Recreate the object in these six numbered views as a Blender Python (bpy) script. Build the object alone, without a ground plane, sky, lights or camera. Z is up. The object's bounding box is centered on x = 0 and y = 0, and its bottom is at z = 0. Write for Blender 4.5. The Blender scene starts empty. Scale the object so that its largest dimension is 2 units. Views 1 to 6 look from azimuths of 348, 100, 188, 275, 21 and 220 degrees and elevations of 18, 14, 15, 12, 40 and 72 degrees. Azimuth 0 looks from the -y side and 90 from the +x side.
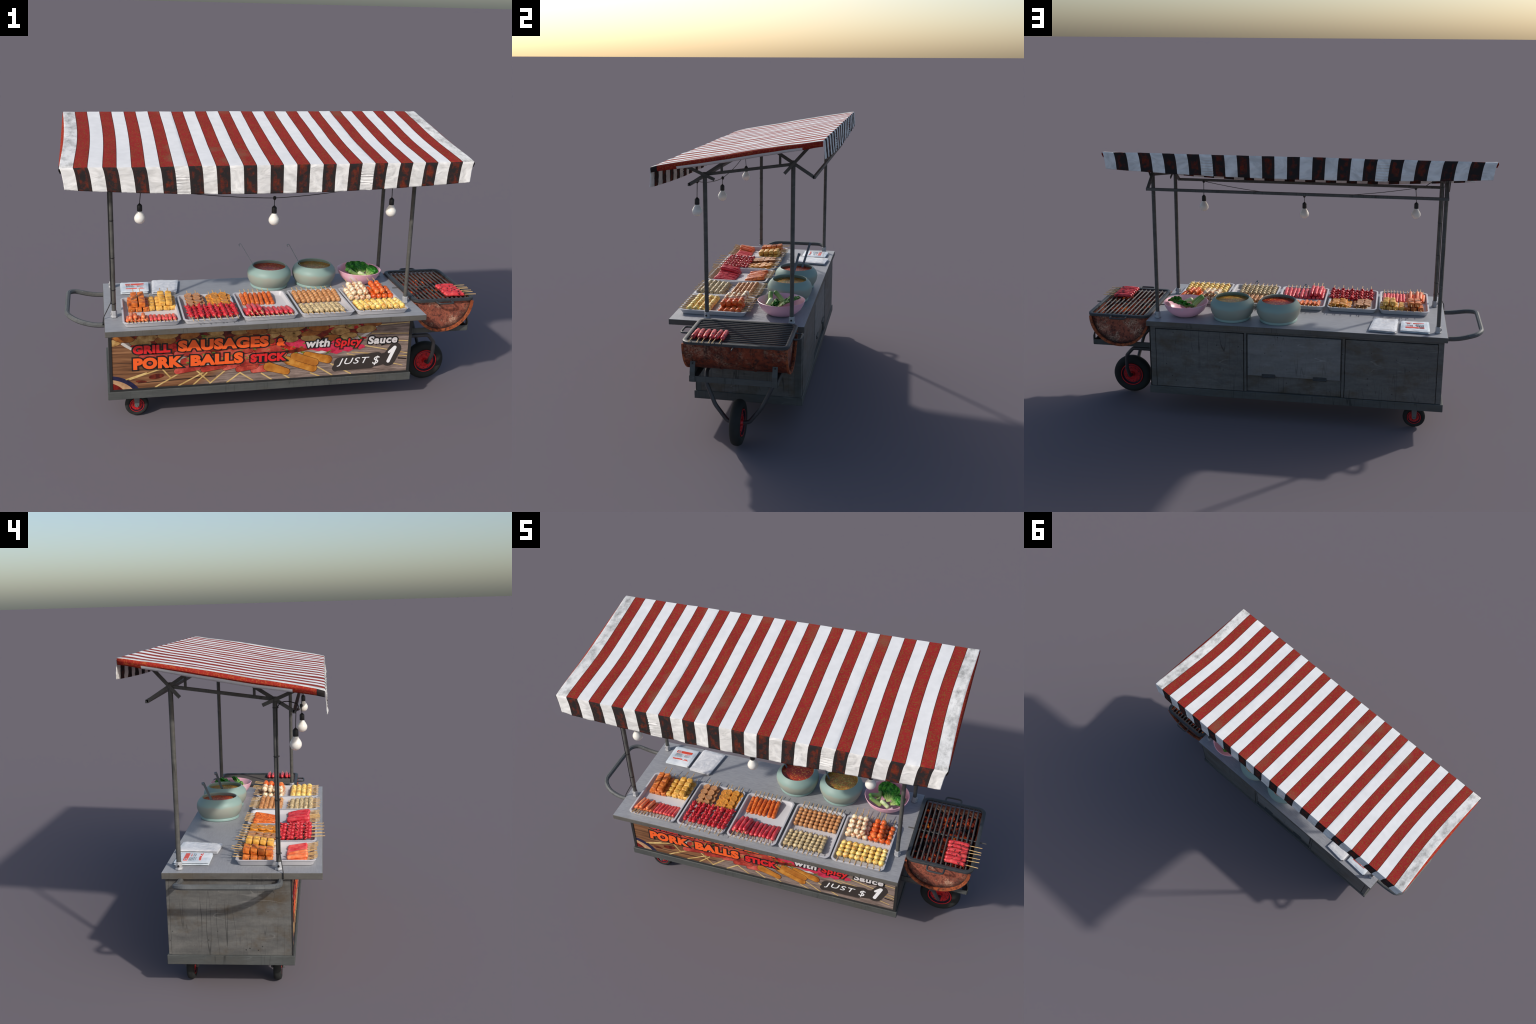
# A street-food cart: steel counter on wheels, striped awning, skewers in trays,
# soup pots, a drum grill with glowing charcoal.  Metres, z up, front faces -y.
import bpy, bmesh, math, random
from math import sin, cos, pi, radians
from mathutils import Vector, Matrix, Euler, noise

R = random.Random(41)
COL = bpy.context.scene.collection


# ------------------------------------------------------------------ colours
def rgb(r, g, b):
    """8-bit display colour -> linear"""
    f = lambda c: (c / 12.92) if c <= 0.04045 else ((c + 0.055) / 1.055) ** 2.4
    return (f(r / 255), f(g / 255), f(b / 255), 1.0)


# ---------------------------------------------------------------- materials
class Mat:
    def __init__(s, name, rough=0.5, spec=0.5, metal=0.0):
        s.m = bpy.data.materials.new(name)
        s.m.use_nodes = True
        s.t = s.m.node_tree
        s.n = s.t.nodes
        s.b = s.n["Principled BSDF"]
        s.set("Roughness", rough)
        s.set("Metallic", metal)
        s.set("Specular IOR Level", spec)

    def link(s, inp, v):
        if isinstance(v, bpy.types.NodeSocket):
            s.t.links.new(v, inp)
        else:
            inp.default_value = v

    def set(s, name, v):
        s.link(s.b.inputs[name], v)

    def coord(s, scale=(1, 1, 1), rot=(0, 0, 0), loc=(0, 0, 0), vary=False):
        tc = s.n.new("ShaderNodeTexCoord").outputs["Object"]
        if vary:
            oi = s.n.new("ShaderNodeObjectInfo").outputs["Random"]
            k = s.n.new("ShaderNodeVectorMath"); k.operation = "ADD"
            mul = s.math("MULTIPLY", oi, 7.3)
            s.t.links.new(tc, k.inputs[0]); s.t.links.new(mul, k.inputs[1])
            tc = k.outputs[0]
        mp = s.n.new("ShaderNodeMapping")
        mp.inputs["Scale"].default_value = scale
        mp.inputs["Rotation"].default_value = rot
        mp.inputs["Location"].default_value = loc
        s.t.links.new(tc, mp.inputs["Vector"])
        return mp.outputs["Vector"]

    def axis(s, which, vec=None):
        x = s.n.new("ShaderNodeSeparateXYZ")
        s.t.links.new(vec or s.coord(), x.inputs[0])
        return x.outputs[which]

    def random(s):
        return s.n.new("ShaderNodeObjectInfo").outputs["Random"]

    def noise(s, scale, detail=3.0, rough=0.55, vec=None, dist=0.0):
        t = s.n.new("ShaderNodeTexNoise")
        s.t.links.new(vec or s.coord(), t.inputs["Vector"])
        t.inputs["Scale"].default_value = scale
        t.inputs["Detail"].default_value = detail
        t.inputs["Roughness"].default_value = rough
        t.inputs["Distortion"].default_value = dist
        return t.outputs["Fac"]

    def cells(s, scale, vec=None, out="Distance", feature="F1"):
        t = s.n.new("ShaderNodeTexVoronoi")
        t.feature = feature
        s.t.links.new(vec or s.coord(), t.inputs["Vector"])
        t.inputs["Scale"].default_value = scale
        return t.outputs[out]

    def wave(s, scale, vec=None, dist=2.0, dscale=2.0, direction="X"):
        t = s.n.new("ShaderNodeTexWave")
        t.bands_direction = direction
        s.t.links.new(vec or s.coord(), t.inputs["Vector"])
        t.inputs["Scale"].default_value = scale
        t.inputs["Distortion"].default_value = dist
        t.inputs["Detail Scale"].default_value = dscale
        return t.outputs["Fac"]

    def ramp(s, fac, stops):
        r = s.n.new("ShaderNodeValToRGB")
        e = r.color_ramp.elements
        while len(e) < len(stops):
            e.new(0.5)
        for i, (p, c) in enumerate(stops):
            e[i].position = p
            e[i].color = c if not isinstance(c, (int, float)) else (c, c, c, 1)
        s.t.links.new(fac, r.inputs[0])
        return r.outputs["Color"]

    def mask(s, fac, lo, hi):
        r = s.n.new("ShaderNodeMapRange")
        r.clamp = True
        s.link(r.inputs["Value"], fac)
        r.inputs["From Min"].default_value = lo
        r.inputs["From Max"].default_value = hi
        return r.outputs["Result"]

    def mix(s, fac, a, b, mode="MIX"):
        m = s.n.new("ShaderNodeMix")
        m.data_type = "RGBA"
        m.blend_type = mode
        s.link(m.inputs[0], fac)
        s.link(m.inputs[6], a)
        s.link(m.inputs[7], b)
        return m.outputs[2]

    def math(s, op, a, b=0.0):
        m = s.n.new("ShaderNodeMath")
        m.operation = op
        s.link(m.inputs[0], a)
        s.link(m.inputs[1], b)
        return m.outputs[0]

    def bump(s, h, dist=0.001, strength=0.6):
        b = s.n.new("ShaderNodeBump")
        b.inputs["Distance"].default_value = dist
        b.inputs["Strength"].default_value = strength
        s.t.links.new(h, b.inputs["Height"])
        s.set("Normal", b.outputs["Normal"])


def plain(name, col, rough=0.5, spec=0.5, metal=0.0, vary=0.0, vscale=60, dark=0.75):
    m = Mat(name, rough, spec, metal)
    if vary:
        d = tuple(c * dark for c in col[:3]) + (1,)
        f = m.mask(m.noise(vscale, 4, 0.6), 0.5 - vary, 0.5 + vary)
        m.set("Base Color", m.mix(f, d, col))
    else:
        m.set("Base Color", col)
    return m.m


def scratched_steel(name, light, dark, stain, stain_amt=0.5, grain=(1, 1, 1), rough=0.55, pits=True):
    """weathered galvanised sheet: mottled grey, brown stains, pits and long scratches"""
    m = Mat(name, rough, 0.35)
    big = m.noise(5.0, 5, 0.6)
    fine = m.noise(70, 4, 0.65, m.coord(grain))
    smear = m.noise(1.0, 5, 0.65, m.coord((7, 7, 34), (0.04, 0.05, 0), (4, 2, 1)))
    base = m.mix(m.math("ADD", m.math("MULTIPLY", m.mask(fine, 0.25, 0.75), 0.35), m.math("MULTIPLY", m.mask(smear, 0.3, 0.7), 0.65)), dark, light)
    st = m.math("MULTIPLY", m.mask(m.noise(7.0, 6, 0.65, m.coord((1, 1, 1.6), loc=(3, 1, 2))), 0.5, 0.72), stain_amt)
    base = m.mix(st, base, stain)
    base = m.mix(m.math("MULTIPLY", m.mask(big, 0.45, 0.75), 0.3), base, dark)
    for k, (rx, ry, amt) in enumerate(((0.10, 0.12, 0.75), (-0.16, -0.22, 0.5))):
        sv = m.coord((26, 26, 1.6), (rx, ry, 0.2 * k), (k * 4.1, 2.3 * k, 0))
        sc = m.noise(1.0, 1.0, 0.4, sv)
        line = m.math("SUBTRACT", 1.0, m.mask(m.math("ABSOLUTE", m.math("SUBTRACT", sc, 0.5)), 0.002, 0.011))
        gate = m.mask(m.noise(4.0, 2, 0.5, m.coord(loc=(9 * k, 4, 1))), 0.5, 0.62)
        base = m.mix(m.math("MULTIPLY", m.math("MULTIPLY", line, gate), amt), base, tuple(c * 0.35 for c in dark[:3]) + (1,))
    sv = m.coord((4, 4, 24), (0.5, 0.7, 0.2), (7, 1, 3))
    sc = m.noise(1.0, 1.0, 0.4, sv)
    line = m.math("SUBTRACT", 1.0, m.mask(m.math("ABSOLUTE", m.math("SUBTRACT", sc, 0.5)), 0.002, 0.009))
    gate = m.mask(m.noise(6.0, 2, 0.5, m.coord(loc=(2, 14, 1))), 0.52, 0.62)
    base = m.mix(m.math("MULTIPLY", m.math("MULTIPLY", line, gate), 0.35), base, tuple(min(1, c * 1.7) for c in light[:3]) + (1,))
    if pits:
        v = m.cells(32)
        gate = m.mask(m.noise(14, 2), 0.5, 0.56)
        p = m.math("MULTIPLY", m.math("SUBTRACT", 1.0, m.mask(v, 0.07, 0.12)), gate)
        base = m.mix(m.math("MULTIPLY", p, 0.85), base, tuple(c * 0.25 for c in dark[:3]) + (1,))
    m.set("Base Color", base)
    m.bump(fine, 0.0008, 0.35)
    return m.m


def brushed_top():
    m = Mat("brushed_counter_steel", 0.42, 0.5, 0.0)
    streak = m.noise(1.0, 4, 0.65, m.coord((30, 210, 90)))
    cloud = m.noise(5, 4, 0.6, m.coord(loc=(2, 0, 0)))
    base = m.mix(m.mask(streak, 0.3, 0.7), rgb(140, 141, 145), rgb(162, 163, 167))
    base = m.mix(m.math("MULTIPLY", m.mask(cloud, 0.5, 0.72), 0.25), base, rgb(112, 114, 119))
    m.set("Base Color", base)
    m.set("Roughness", m.mask(streak, -0.6, 1.6))
    return m.m


def canvas(name, col, edge=None, dirt=0.0):
    m = Mat(name, 0.85, 0.15)
    weave = m.noise(420, 2, 0.5)
    soft = m.noise(26, 4, 0.6)
    c = m.mix(m.mask(soft, 0.3, 0.75), col, tuple(x * 0.90 for x in col[:3]) + (1,))
    if dirt:
        speck = m.math("MULTIPLY", m.mask(m.noise(26, 7, 0.72, m.coord((1, 0.6, 1))), 0.40, 0.68), dirt)
        spread = m.mask(m.noise(9, 3, 0.6, m.coord(loc=(5, 2, 0))), 0.30, 0.5)
        c = m.mix(m.math("MULTIPLY", speck, spread), c, rgb(116, 116, 113))
    m.set("Base Color", c)
    m.bump(weave, 0.0005, 0.3)
    return m.m


def creased_canvas():
    """the hanging strip: creased, a little grey along the folds"""
    m = Mat("creased_canvas", 0.85, 0.15)
    v = m.coord((1, 1, 1.5), (0, 0.5, 0))
    f = m.noise(13, 3, 0.5, v, 1.2)
    g = m.noise(34, 2, 0.5, m.coord((0.6, 0.6, 1.4), (0, -0.4, 0)), 1.0)
    c = m.mix(m.mask(f, 0.35, 0.62), rgb(204, 202, 199), rgb(233, 231, 228))  # shading of the folds tinted grey into the white
    m.set("Base Color", c)
    m.bump(m.math("ADD", f, m.math("MULTIPLY", g, 0.3)), 0.007, 0.6)
    return m.m


def canvas_red(name, base, fleck, dirt_col, amt=0.5):
    m = Mat(name, 0.85, 0.15)
    f = m.noise(150, 4, 0.7)
    c = m.mix(m.mask(m.noise(18, 3), 0.35, 0.7), base, tuple(x * 0.82 for x in base[:3]) + (1,))
    c = m.mix(m.math("MULTIPLY", m.mask(f, 0.50, 0.60), amt), c, fleck)
    gate = m.mask(m.noise(4.2, 2, 0.5, m.coord(loc=(4, 9, 0))), 0.60, 0.70)
    c = m.mix(m.math("MULTIPLY", gate, 0.45), c, dirt_col)
    m.set("Base Color", c)
    m.bump(m.noise(420, 2), 0.0005, 0.3)
    return m.m


def valance_dark(name, glow):
    """soot-dark stripe with worn rust-red patches down its middle"""
    m = Mat(name, 0.85, 0.15)
    n = m.mask(m.noise(24, 4, 0.65), 0.46, 0.66)
    fl = m.ramp(m.noise(130, 4, 0.7), [(0.35, rgb(86, 52, 22)), (0.5, rgb(128, 32, 20)), (0.62, rgb(118, 62, 22)), (0.72, rgb(64, 66, 26))])
    m.set("Base Color", m.mix(m.math("MULTIPLY", n, glow), rgb(42, 38, 38), fl))
    m.bump(m.noise(420, 2), 0.0005, 0.3)
    return m.m


def rust(name, light_bits=0.5, tones=((60, 32, 27), (116, 52, 34), (140, 64, 40), (84, 40, 32))):
    m = Mat(name, 0.75, 0.25)
    a = m.noise(16, 8, 0.68)
    b = m.noise(48, 7, 0.75, m.coord(loc=(3, 1, 0)))
    c = m.ramp(a, [(p, rgb(*t)) for p, t in zip((0.30, 0.45, 0.58, 0.72), tones)])
    c = m.mix(m.math("MULTIPLY", m.mask(b, 0.46, 0.62), 0.9), c, rgb(46, 34, 32))
    pale = m.math("MULTIPLY", m.mask(m.noise(11, 5, 0.7, m.coord(loc=(8, 4, 2))), 0.48, 0.64), m.mask(m.noise(120, 4, 0.7), 0.42, 0.60))
    c = m.mix(m.math("MULTIPLY", pale, light_bits), c, rgb(188, 150, 124))
    m.set("Base Color", c)
    m.bump(b, 0.002, 0.5)
    return m.m


def end_plate():
    m = Mat("rusted_end_plate", 0.75, 0.25)
    a = m.noise(14, 8, 0.7)
    c = m.ramp(a, [(0.30, rgb(84, 50, 42)), (0.45, rgb(138, 76, 60)), (0.60, rgb(164, 92, 70)), (0.75, rgb(116, 64, 52))])
    spots = m.mask(m.noise(70, 6, 0.75, m.coord(loc=(3, 1, 0))), 0.48, 0.60)
    c = m.mix(m.math("MULTIPLY", spots, 0.75), c, rgb(52, 38, 36))
    pale = m.math("MULTIPLY", m.mask(m.noise(12, 5, 0.7, m.coord(loc=(8, 4, 2))), 0.48, 0.62), m.mask(m.noise(150, 3, 0.7), 0.42, 0.60))
    c = m.mix(pale, c, rgb(204, 168, 142))
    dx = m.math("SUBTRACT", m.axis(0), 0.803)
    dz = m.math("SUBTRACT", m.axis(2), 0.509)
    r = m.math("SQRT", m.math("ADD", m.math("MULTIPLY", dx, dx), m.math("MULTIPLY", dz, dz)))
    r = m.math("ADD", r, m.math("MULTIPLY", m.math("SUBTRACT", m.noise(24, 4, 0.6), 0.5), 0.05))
    c = m.mix(m.math("MULTIPLY", m.mask(r, 0.118, 0.146), 0.85), c, rgb(36, 28, 28))      # dark ring along the angle of the lip
    m.set("Base Color", c)
    m.bump(a, 0.003, 0.5)
    return m.m


def food(name, cols, scale=70, char=None, char_amt=0.8, char_lo=0.55, char_hi=0.66, rough=0.38, fine=220, sub=0.1, char_scale=45):
    """cooked food: blended tones plus browned or charred patches, different on every piece"""
    m = Mat(name, rough, 0.5)
    v = m.coord(vary=True)
    n = m.noise(scale, 4, 0.6, v)
    stops = [(0.32 + 0.36 * i / max(1, len(cols) - 1), c) for i, c in enumerate(cols)]
    c = m.ramp(n, stops)
    if char:
        k = m.math("MULTIPLY", m.mask(m.noise(char_scale, 5, 0.65, m.coord(vary=True, loc=(3, 7, 1))), char_lo, char_hi), char_amt)
        c = m.mix(k, c, char)
    t = m.mask(m.random(), -0.5, 1.0)
    c = m.mix(m.math("MULTIPLY", m.math("SUBTRACT", 1.0, t), 0.35), c, m.mix(0.5, c, cols[0]))
    m.set("Base Color", c)
    m.bump(m.noise(fine, 3, 0.6, v), 0.0006, 0.5)
    if sub:
        m.set("Subsurface Weight", sub)
        m.set("Subsurface Radius", (0.004, 0.002, 0.001))
    return m.m


# ------------------------------------------------------------ mesh helpers
def finish(name, me, mats=None, parent=None, smooth=False, angle=None):
    ob = bpy.data.objects.new(name, me)
    COL.objects.link(ob)
    if mats:
        for m in (mats if isinstance(mats, (list, tuple)) else [mats]):
            me.materials.append(m)
    if smooth:
        me.polygons.foreach_set("use_smooth", [True] * len(me.polygons))
    if angle is not None:
        me.set_sharp_from_angle(angle=radians(angle))
    if parent:
        ob.parent = parent
    return ob


def raw(name, v, f, idx=None):
    me = bpy.data.meshes.new(name)
    me.from_pydata([tuple(p) for p in v], [], f)
    if idx:
        me.polygons.foreach_set("material_index", idx)
    me.update()
    return me


class Shape:
    """collects vertices and faces of one part"""
    def __init__(s):
        s.v, s.f, s.i, s.cur = [], [], [], 0

    def add(s, v, f):
        o = len(s.v)
        s.v += [Vector(p) for p in v]
        s.f += [tuple(a + o for a in q) for q in f]
        s.i += [s.cur] * len(f)
        return s

    def box(s, x0, x1, y0, y1, z0, z1):
        v = [(x, y, z) for z in (z0, z1) for y in (y0, y1) for x in (x0, x1)]
        return s.add(v, [(0, 2, 3, 1), (4, 5, 7, 6), (0, 1, 5, 4), (2, 6, 7, 3), (0, 4, 6, 2), (1, 3, 7, 5)])

    def sweep(s, path, section, up=(0, 0, 1), close=False, caps=True, scale=None):
        """section = 2-D outline carried along a 3-D path"""
        P = [Vector(p) for p in path]
        n, k = len(P), len(section)
        T = []
        for i in range(n):
            a = P[(i - 1) % n] if (close or i > 0) else P[i]
            b = P[(i + 1) % n] if (close or i < n - 1) else P[i]
            T.append((b - a).normalized())
        u = Vector(up)
        u = (u - T[0] * u.dot(T[0]))
        if u.length < 1e-4:
            u = Vector((0, 1, 0)) - T[0] * T[0].y
        u.normalize()
        V = []
        for i in range(n):
            u = (u - T[i] * u.dot(T[i])).normalized()
            w = T[i].cross(u)
            # keep the wall thickness through a bend
            m = 1.0
            if 0 < i < n - 1:
                c = (P[i] - P[i - 1]).normalized().dot((P[i + 1] - P[i]).normalized())
                m = min(1.6, 1 / max(0.3, math.sqrt((1 + max(-0.9, c)) / 2)))
            g = scale[i] if scale else 1.0
            for a, b in section:
                V.append(P[i] + (w * a * m + u * b) * g)
        F = []
        for i in range(n if close else n - 1):
            j = (i + 1) % n
            for q in range(k):
                r = (q + 1) % k
                F.append((i * k + q, i * k + r, j * k + r, j * k + q))
        if caps and not close:
            F.append(tuple(range(k))[::-1])
            F.append(tuple((n - 1) * k + q for q in range(k)))
        return s.add(V, F)

    def tube(s, path, r, sides=8, turn=0.0, **kw):
        sec = [(r * cos(2 * pi * q / sides + turn), r * sin(2 * pi * q / sides + turn)) for q in range(sides)]
        return s.sweep(path, sec, **kw)

    def bar(s, a, b, w, t, up=(0, 0, 1)):
        return s.sweep([a, b], [(-w / 2, -t / 2), (w / 2, -t / 2), (w / 2, t / 2), (-w / 2, t / 2)], up=up)

    def lathe(s, prof, seg=48, centre=(0, 0, 0), axis="z"):
        V, F, k = [], [], len(prof)
        c = Vector(centre)
        for i in range(seg):
            a = 2 * pi * i / seg
            for r, h in prof:
                p = (r * cos(a), r * sin(a), h)
                if axis == "y":
                    p = (r * cos(a), h, -r * sin(a))
                elif axis == "x":
                    p = (h, r * cos(a), r * sin(a))
                V.append(c + Vector(p))
        for i in range(seg):
            j = (i + 1) % seg
            for q in range(k - 1):
                F.append((i * k + q, j * k + q, j * k + q + 1, i * k + q + 1))
        return s.add(V, F)

    def mesh(s, name, weld=True, bevel=0.0, segs=1):
        me = raw(name, s.v, s.f, s.i)
        bm = bmesh.new()
        bm.from_mesh(me)
        if weld:
            bmesh.ops.remove_doubles(bm, verts=bm.verts, dist=1e-5)
        bmesh.ops.recalc_face_normals(bm, faces=bm.faces)
        if bevel:
            es = [e for e in bm.edges if len(e.link_faces) == 2 and e.calc_face_angle(0) > 0.6]
            bmesh.ops.bevel(bm, geom=es, offset=bevel, segments=segs, affect="EDGES", profile=0.5, clamp_overlap=True)
        bm.to_mesh(me)
        bm.free()
        return me

    def make(s, name, mats, parent, smooth=False, angle=None, bevel=0.0, segs=1, weld=True):
        return finish(name, s.mesh(name, weld, bevel, segs), mats, parent, smooth, angle)


def fillet(pts, r, n=5):
    """round the corners of a polyline"""
    P = [Vector(p) for p in pts]
    out = [P[0]]
    for i in range(1, len(P) - 1):
        a, b, c = P[i - 1], P[i], P[i + 1]
        d1, d2 = (a - b), (c - b)
        k = min(r, d1.length * 0.45, d2.length * 0.45)
        p, q = b + d1.normalized() * k, b + d2.normalized() * k
        for j in range(n + 1):
            t = j / n
            out.append(p * (1 - t) ** 2 + b * 2 * t * (1 - t) + q * t * t)
    out.append(P[-1])
    return out


def empty(name, loc, label, cat):
    e = bpy.data.objects.new(name, None)
    e.empty_display_size = 0.02
    e.location = loc
    COL.objects.link(e)
    e["label"], e["category"] = label, cat
    return e


def child(name, me, parent, loc=(0, 0, 0), rot=(0, 0, 0), sc=(1, 1, 1)):
    o = bpy.data.objects.new(name, me)
    COL.objects.link(o)
    o.parent = parent
    o.location, o.rotation_euler = loc, rot
    o.scale = sc if isinstance(sc, (tuple, list)) else (sc, sc, sc)
    return o


def blob(name, r, mat, lump=0.05, freq=1.4, squash=(1, 1, 1), seed=0, sub=3):
    bm = bmesh.new()
    bmesh.ops.create_icosphere(bm, subdivisions=sub, radius=1.0)
    for v in bm.verts:
        d = noise.noise(v.co * freq + Vector((seed * 3.7, seed, 1))) * lump
        v.co = Vector((v.co.x * squash[0], v.co.y * squash[1], v.co.z * squash[2])) * r * (1 + d)
    me = bpy.data.meshes.new(name)
    bm.to_mesh(me); bm.free()
    me.materials.append(mat)
    me.polygons.foreach_set("use_smooth", [True] * len(me.polygons))
    return me


# ---------------------------------------------------------- shared materials
STEEL = scratched_steel("weathered_steel", rgb(112, 110, 106), rgb(74, 74, 73), rgb(78, 64, 44), 0.85)
STEEL_DARK = scratched_steel("dark_weathered_steel", rgb(88, 90, 88), rgb(66, 68, 67), rgb(74, 66, 52), 0.4, (0.5, 0.5, 2), pits=False)
COUNTER_EDGE = scratched_steel("counter_edge_steel", rgb(102, 99, 94), rgb(78, 76, 72), rgb(84, 70, 50), 0.6, (0.3, 1, 2), pits=False)
COUNTER = brushed_top()
TUBE = scratched_steel("galvanised_tube", rgb(98, 97, 93), rgb(66, 66, 64), rgb(74, 66, 54), 0.35, (1, 1, 0.3), pits=False, rough=0.5)
IRON = plain("cast_iron", rgb(58, 61, 63), 0.5, 0.5, 0.0, 0.12, 40, 0.72)
SLEEVE = plain("cast_sleeve", rgb(172, 172, 174), 0.5, 0.5, 0.0, 0.2, 50, 0.85)
BLACK = plain("black_rubber", rgb(30, 30, 31), 0.55)
TYRE = plain("tyre_rubber", rgb(42, 43, 42), 0.8, 0.3, 0.0, 0.2, 25, 0.75)
RIM_RED = None
_m = Mat("red_rim_paint", 0.4, 0.5)
_c = _m.ramp(_m.noise(60, 5, 0.7), [(0.33, rgb(136, 20, 28)), (0.5, rgb(206, 32, 36)), (0.68, rgb(158, 26, 40))])
_c = _m.mix(_m.math("MULTIPLY", _m.mask(_m.noise(110, 3, 0.6, _m.coord(loc=(4, 4, 4))), 0.64, 0.7), 0.7), _c, rgb(36, 84, 58))
_m.set("Base Color", _c)
RIM_RED = _m.m
RIM_DARK = plain("rim_groove", rgb(44, 30, 46), 0.5)
RUST = rust("rusted_drum", 0.55)
RUST_LIP = rust("rusted_lip", 0.15, ((112, 54, 32), (156, 78, 44), (172, 92, 54), (134, 64, 36)))
WOOD = food("bamboo", [rgb(190, 150, 96), rgb(214, 178, 122), rgb(176, 132, 80)], 60, None, rough=0.6, sub=0)
BULB = plain("opal_glass", rgb(238, 234, 226), 0.12, 0.6)
TRAY = plain("tray_plastic", rgb(198, 196, 199), 0.4, 0.5, 0.0, 0.25, 12, 0.93)

# =========================================================== THE CART
cart = empty("food_cart", (0, 0, 0), "grey steel street food cart with striped awning", "food cart")

# ---- cabinet
BX0, BX1, BYF, BYB = -0.807, 0.6395, -0.2257, 0.2690
cabinet = Shape().box(BX0, BX1, BYF, 0.258, 0.155, 0.484).make("cabinet", STEEL, cart, bevel=0.0015)

# side corner strips and rails of the cabinet, front to back
trim = Shape()
for x, out in ((BX0, -1), (BX1, 1)):
    a, b = sorted((x, x + out * 0.0015))
    if out > 0:
        trim.box(a, b, BYF, BYF + 0.022, 0.161, 0.482)
        trim.box(a, b, BYB - 0.03, BYB - 0.001, 0.161, 0.482)
        trim.box(a, b, BYF + 0.022, BYB - 0.03, 0.455, 0.482)
trim.make("corner_strip", STEEL_DARK, cart, bevel=0.0008)

back = Shape()                                   # fixed frame of the rear face
for x0, x1, z0, z1 in ((-0.807, -0.781, 0.161, 0.482), (0.609, 0.635, 0.161, 0.482),
                       (0.148, 0.160, 0.161, 0.470), (-0.337, -0.324, 0.161, 0.470),
                       (-0.781, 0.609, 0.470, 0.482)):
    back.box(x0, x1, 0.258, BYB, z0, z1)
back.make("rear_frame", STEEL, cart, bevel=0.001)
panel = Shape()
panel.box(0.163, 0.606, 0.258, 0.2722, 0.163, 0.467)
panel.box(-0.778, -0.340, 0.258, 0.2722, 0.163, 0.467)
panel.box(-0.321, 0.145, 0.2575, 0.2620, 0.163, 0.2475)
panel.make("rear_panel", STEEL, cart, bevel=0.001)
door = Shape().box(-0.317, 0.141, 0.258, 0.2722, 0.2505, 0.465).make(
    "door", scratched_steel("door_steel", rgb(132, 131, 129), rgb(98, 98, 97), rgb(96, 82, 60), 0.5), cart, bevel=0.001)
for hx in (0.036, -0.218):
    h = Shape()
    h.box(hx - 0.033, hx + 0.033, 0.2721, 0.2765, 0.243, 0.262)
    h.tube([(hx - 0.034, 0.277, 0.2505), (hx + 0.034, 0.277, 0.2505)], 0.0032, 8)
    h.make("hinge", IRON, door, bevel=0.0005)

plinth = Shape().box(-0.817, 0.645, -0.236, 0.275, 0.122, 0.1605).make("plinth", STEEL_DARK, cart, bevel=0.0015)

# ---- counter top
top = Shape()
top.box(-0.822, 0.652, -0.350, 0.281, 0.482, 0.508)
me = top.mesh("counter", True, 0.0015, 1)
counter = finish("counter", me, [COUNTER_EDGE, COUNTER], cart)
for p in me.polygons:
    if p.normal.z > 0.9:
        p.material_index = 1

# ---- push handle at the left end: one bent pipe
for_handle = fillet([(-0.800, -0.185, 0.475), (-0.870, -0.187, 0.477), (-0.940, -0.172, 0.495), (-0.987, -0.122, 0.510),
                     (-0.987, 0.168, 0.510), (-0.958, 0.203, 0.503), (-0.880, 0.207, 0.480), (-0.800, 0.205, 0.475)], 0.035, 5)
Shape().tube(for_handle, 0.0115, 8, pi / 8).make("push_handle", scratched_steel(
    "handle_pipe", rgb(106, 108, 108), rgb(78, 80, 80), rgb(84, 76, 62), 0.3, pits=False), cart)

# ---- wheels
def wheel(name, centre, r, w, parent, rim_r):
    cy = Vector(centre)
    h = w / 2
    t = Shape()
    t.lathe([(rim_r * 0.98, -h * 0.62), (rim_r * 1.10, -h * 0.80), (r * 0.80, -h), (r * 0.93, -h * 0.80), (r * 0.985, -h * 0.42), (r, 0),
             (r * 0.985, h * 0.42), (r * 0.93, h * 0.80), (r * 0.80, h), (rim_r * 1.10, h * 0.80), (rim_r * 0.98, h * 0.62), (rim_r * 0.98, -h * 0.62)], 40, centre, "y")
    tyre = t.make(name, TYRE, parent, True, 60)
    d = Shape()
    for sgn in (-1, 1):
        d.cur = 0
        d.lathe([(rim_r, sgn * h * 0.55), (rim_r, sgn * h * 0.86), (rim_r * 0.92, sgn * h * 0.86)], 40, centre, "y")
        d.cur = 1
        d.lathe([(rim_r * 0.92, sgn * h * 0.86), (rim_r * 0.88, sgn * h * 0.50), (rim_r * 0.80, sgn * h * 0.50)], 40, centre, "y")
        d.cur = 0
        d.lathe([(rim_r * 0.80, sgn * h * 0.50), (rim_r * 0.74, sgn * h * 0.62), (rim_r * 0.52, sgn * h * 0.60), (rim_r * 0.46, sgn * h * 0.40),
                 (rim_r * 0.26, sgn * h * 0.44), (rim_r * 0.20, sgn * h * 0.95), (0.0005, sgn * h * 0.95)], 40, centre, "y")
    disc = d.make("rim", [RIM_RED, RIM_DARK], tyre, True, 35)
    nut = Shape()
    for sgn in (-1, 1):
        for q in range(10):
            a = 2 * pi * q / 10 + 0.2
            c = cy + Vector((rim_r * 0.64 * cos(a), sgn * h * 0.62, rim_r * 0.64 * sin(a)))
            nut.lathe([(0.0004, sgn * 0.0016), (r * 0.022, sgn * 0.0016), (r * 0.026, 0)], 8, c, "y")
    nut.make("wheel_bolt", RIM_DARK, tyre, True, 40)["kind"] = "stuff"
    return tyre


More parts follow.
